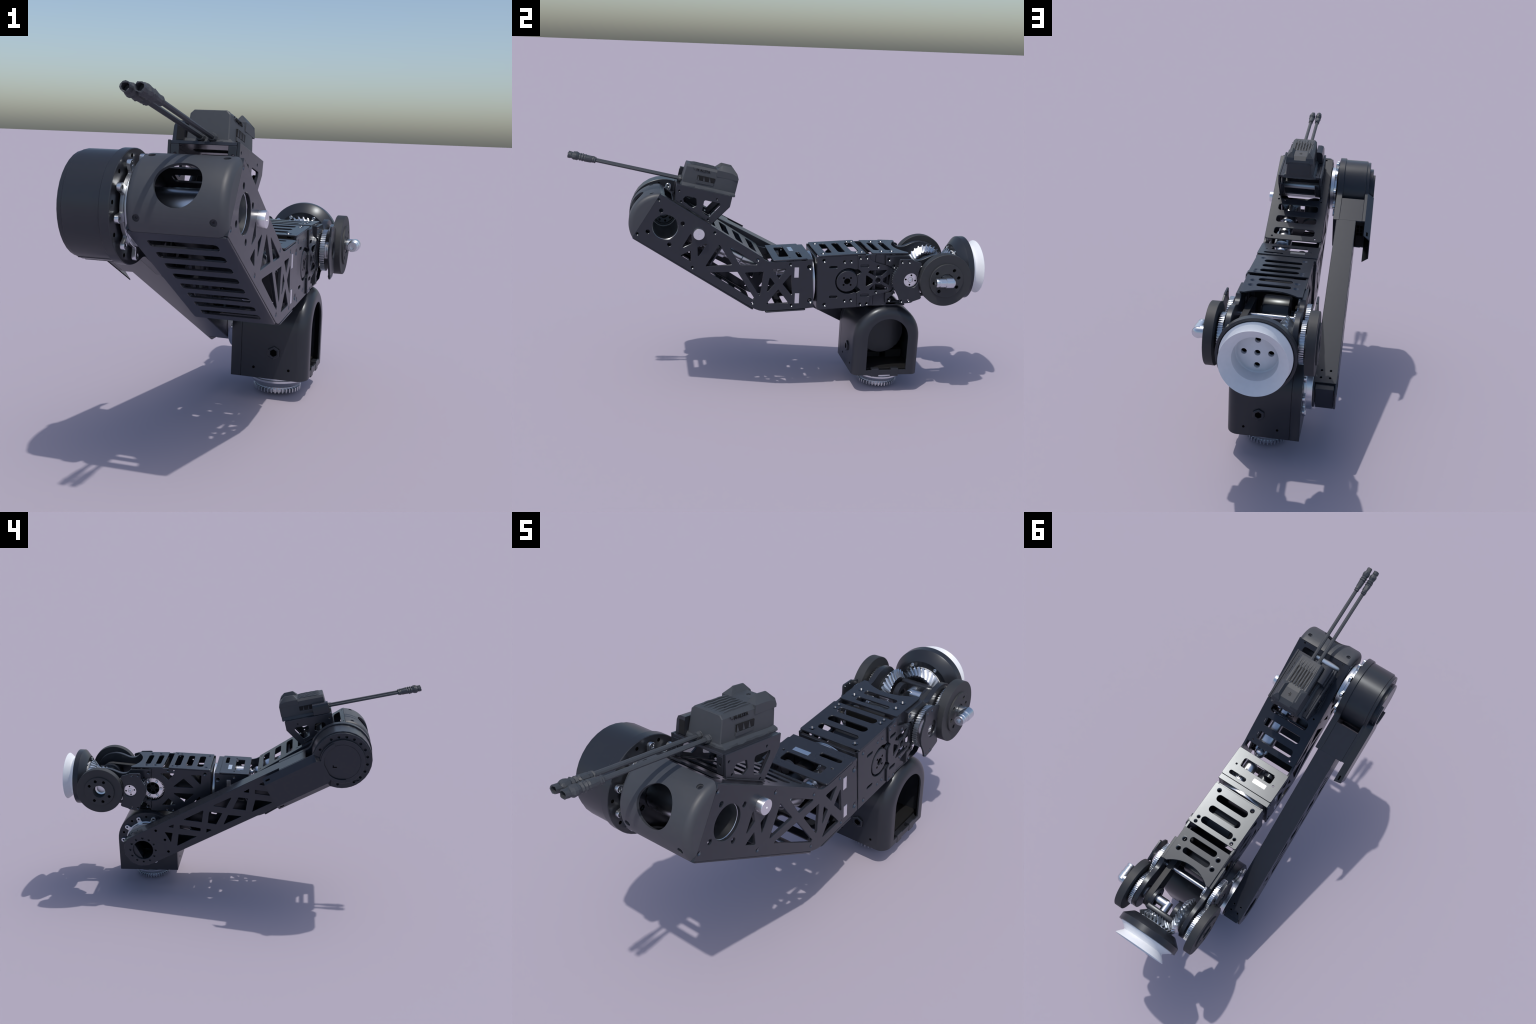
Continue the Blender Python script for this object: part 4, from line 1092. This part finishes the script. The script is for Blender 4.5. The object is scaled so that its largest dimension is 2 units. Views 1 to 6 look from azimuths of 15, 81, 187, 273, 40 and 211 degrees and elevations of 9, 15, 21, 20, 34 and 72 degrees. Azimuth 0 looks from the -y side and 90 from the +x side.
# ================================================================== SUCTION CUP
CUPF = axis_frame(Vector((CX, WY, WZ)), CUPA)
def cupp(pr):      # heights are distances in front of the wrist axis
    return pr
cup = lathe('suction_cup', CUPF, [(0.0, 0.108), (0.086, 0.1085), (0.100, 0.150), (0.1415, 0.164), (0.1415, 0.1705), (0.129, 0.178), (0.117, 0.187), (0.1085, 0.194), (0.1065, 0.1975), (0.109, 0.2025), (0.117, 0.2105), (0.126, 0.2205), (0.1330, 0.2295), (0.1325, 0.2305),
                                  (0.112, 0.2105), (0.0915, 0.1915), (0.0895, 0.1895), (0.0875, 0.127), (0.083, 0.1215), (0.064, 0.1300), (0.0, 0.1325)], WHITE, ROOT, n=96)
cut = []
for (x, v) in ((0, 0), (0.0525, 0), (-0.0525, 0), (0, 0.0525), (0, -0.0525)):
    p = CUPF @ Vector((0, 0, 0.112)) + Vector((1, 0, 0)) * x + CUPV * v
    cut.append(cutter(lathe_mesh(axis_frame(p, CUPA), bore_prof(0.0120, 0.0, 0.04), 24)))
boolean_cut(cup, cut)
for (x, v) in ((0.0525, 0), (-0.0525, 0), (0, 0.0525), (0, -0.0525)):
    p = CUPF @ Vector((0, 0, 0.1122)) + Vector((1, 0, 0)) * x + CUPV * v
    lathe('cup_hole_shade_disc', axis_frame(p, CUPA), [(0.0117, -0.001), (0.0117, 0.0003), (0, 0.0003)], PAINTED_BLACK, cup, n=16)  # black floor deepens the shadow at the bottom of each cup hole
lathe('cup_port_shade_disc', axis_frame(CUPF @ Vector((0, 0, 0.1122)), CUPA), [(0.0117, -0.001), (0.0117, 0.0003), (0, 0.0003)], PAINTED_BLACK, cup, n=20)
lathe('cup_flange', CUPF, [(0.070, 0.1165), (0.100, 0.106), (0.117, 0.1035), (0.119, 0.1045), (0.153, 0.1345), (0.1565, 0.139), (0.1565, 0.1675), (0.1555, 0.1685), (0.146, 0.1685), (0.1445, 0.163), (0.096, 0.150), (0.088, 0.117), (0.070, 0.117)], SATIN, cup, n=96)
for k in range(6):
    aa = math.radians(30 + 60 * k)
    p = CUPF @ Vector((0.106 * math.cos(aa), 0.106 * math.sin(aa), 0.104))
    lathe('flange_screw', axis_frame(p, -CUPA), [(0.008, -0.003), (0.008, 0.002), (0.0065, 0.003), (0.004, 0.003), (0.0035, 0.001), (0, 0.001)], STEEL, cup, n=16)

# tidy: no custom helper props left
for o in bpy.data.objects:
    if 'origin' in o:
        del o['origin']
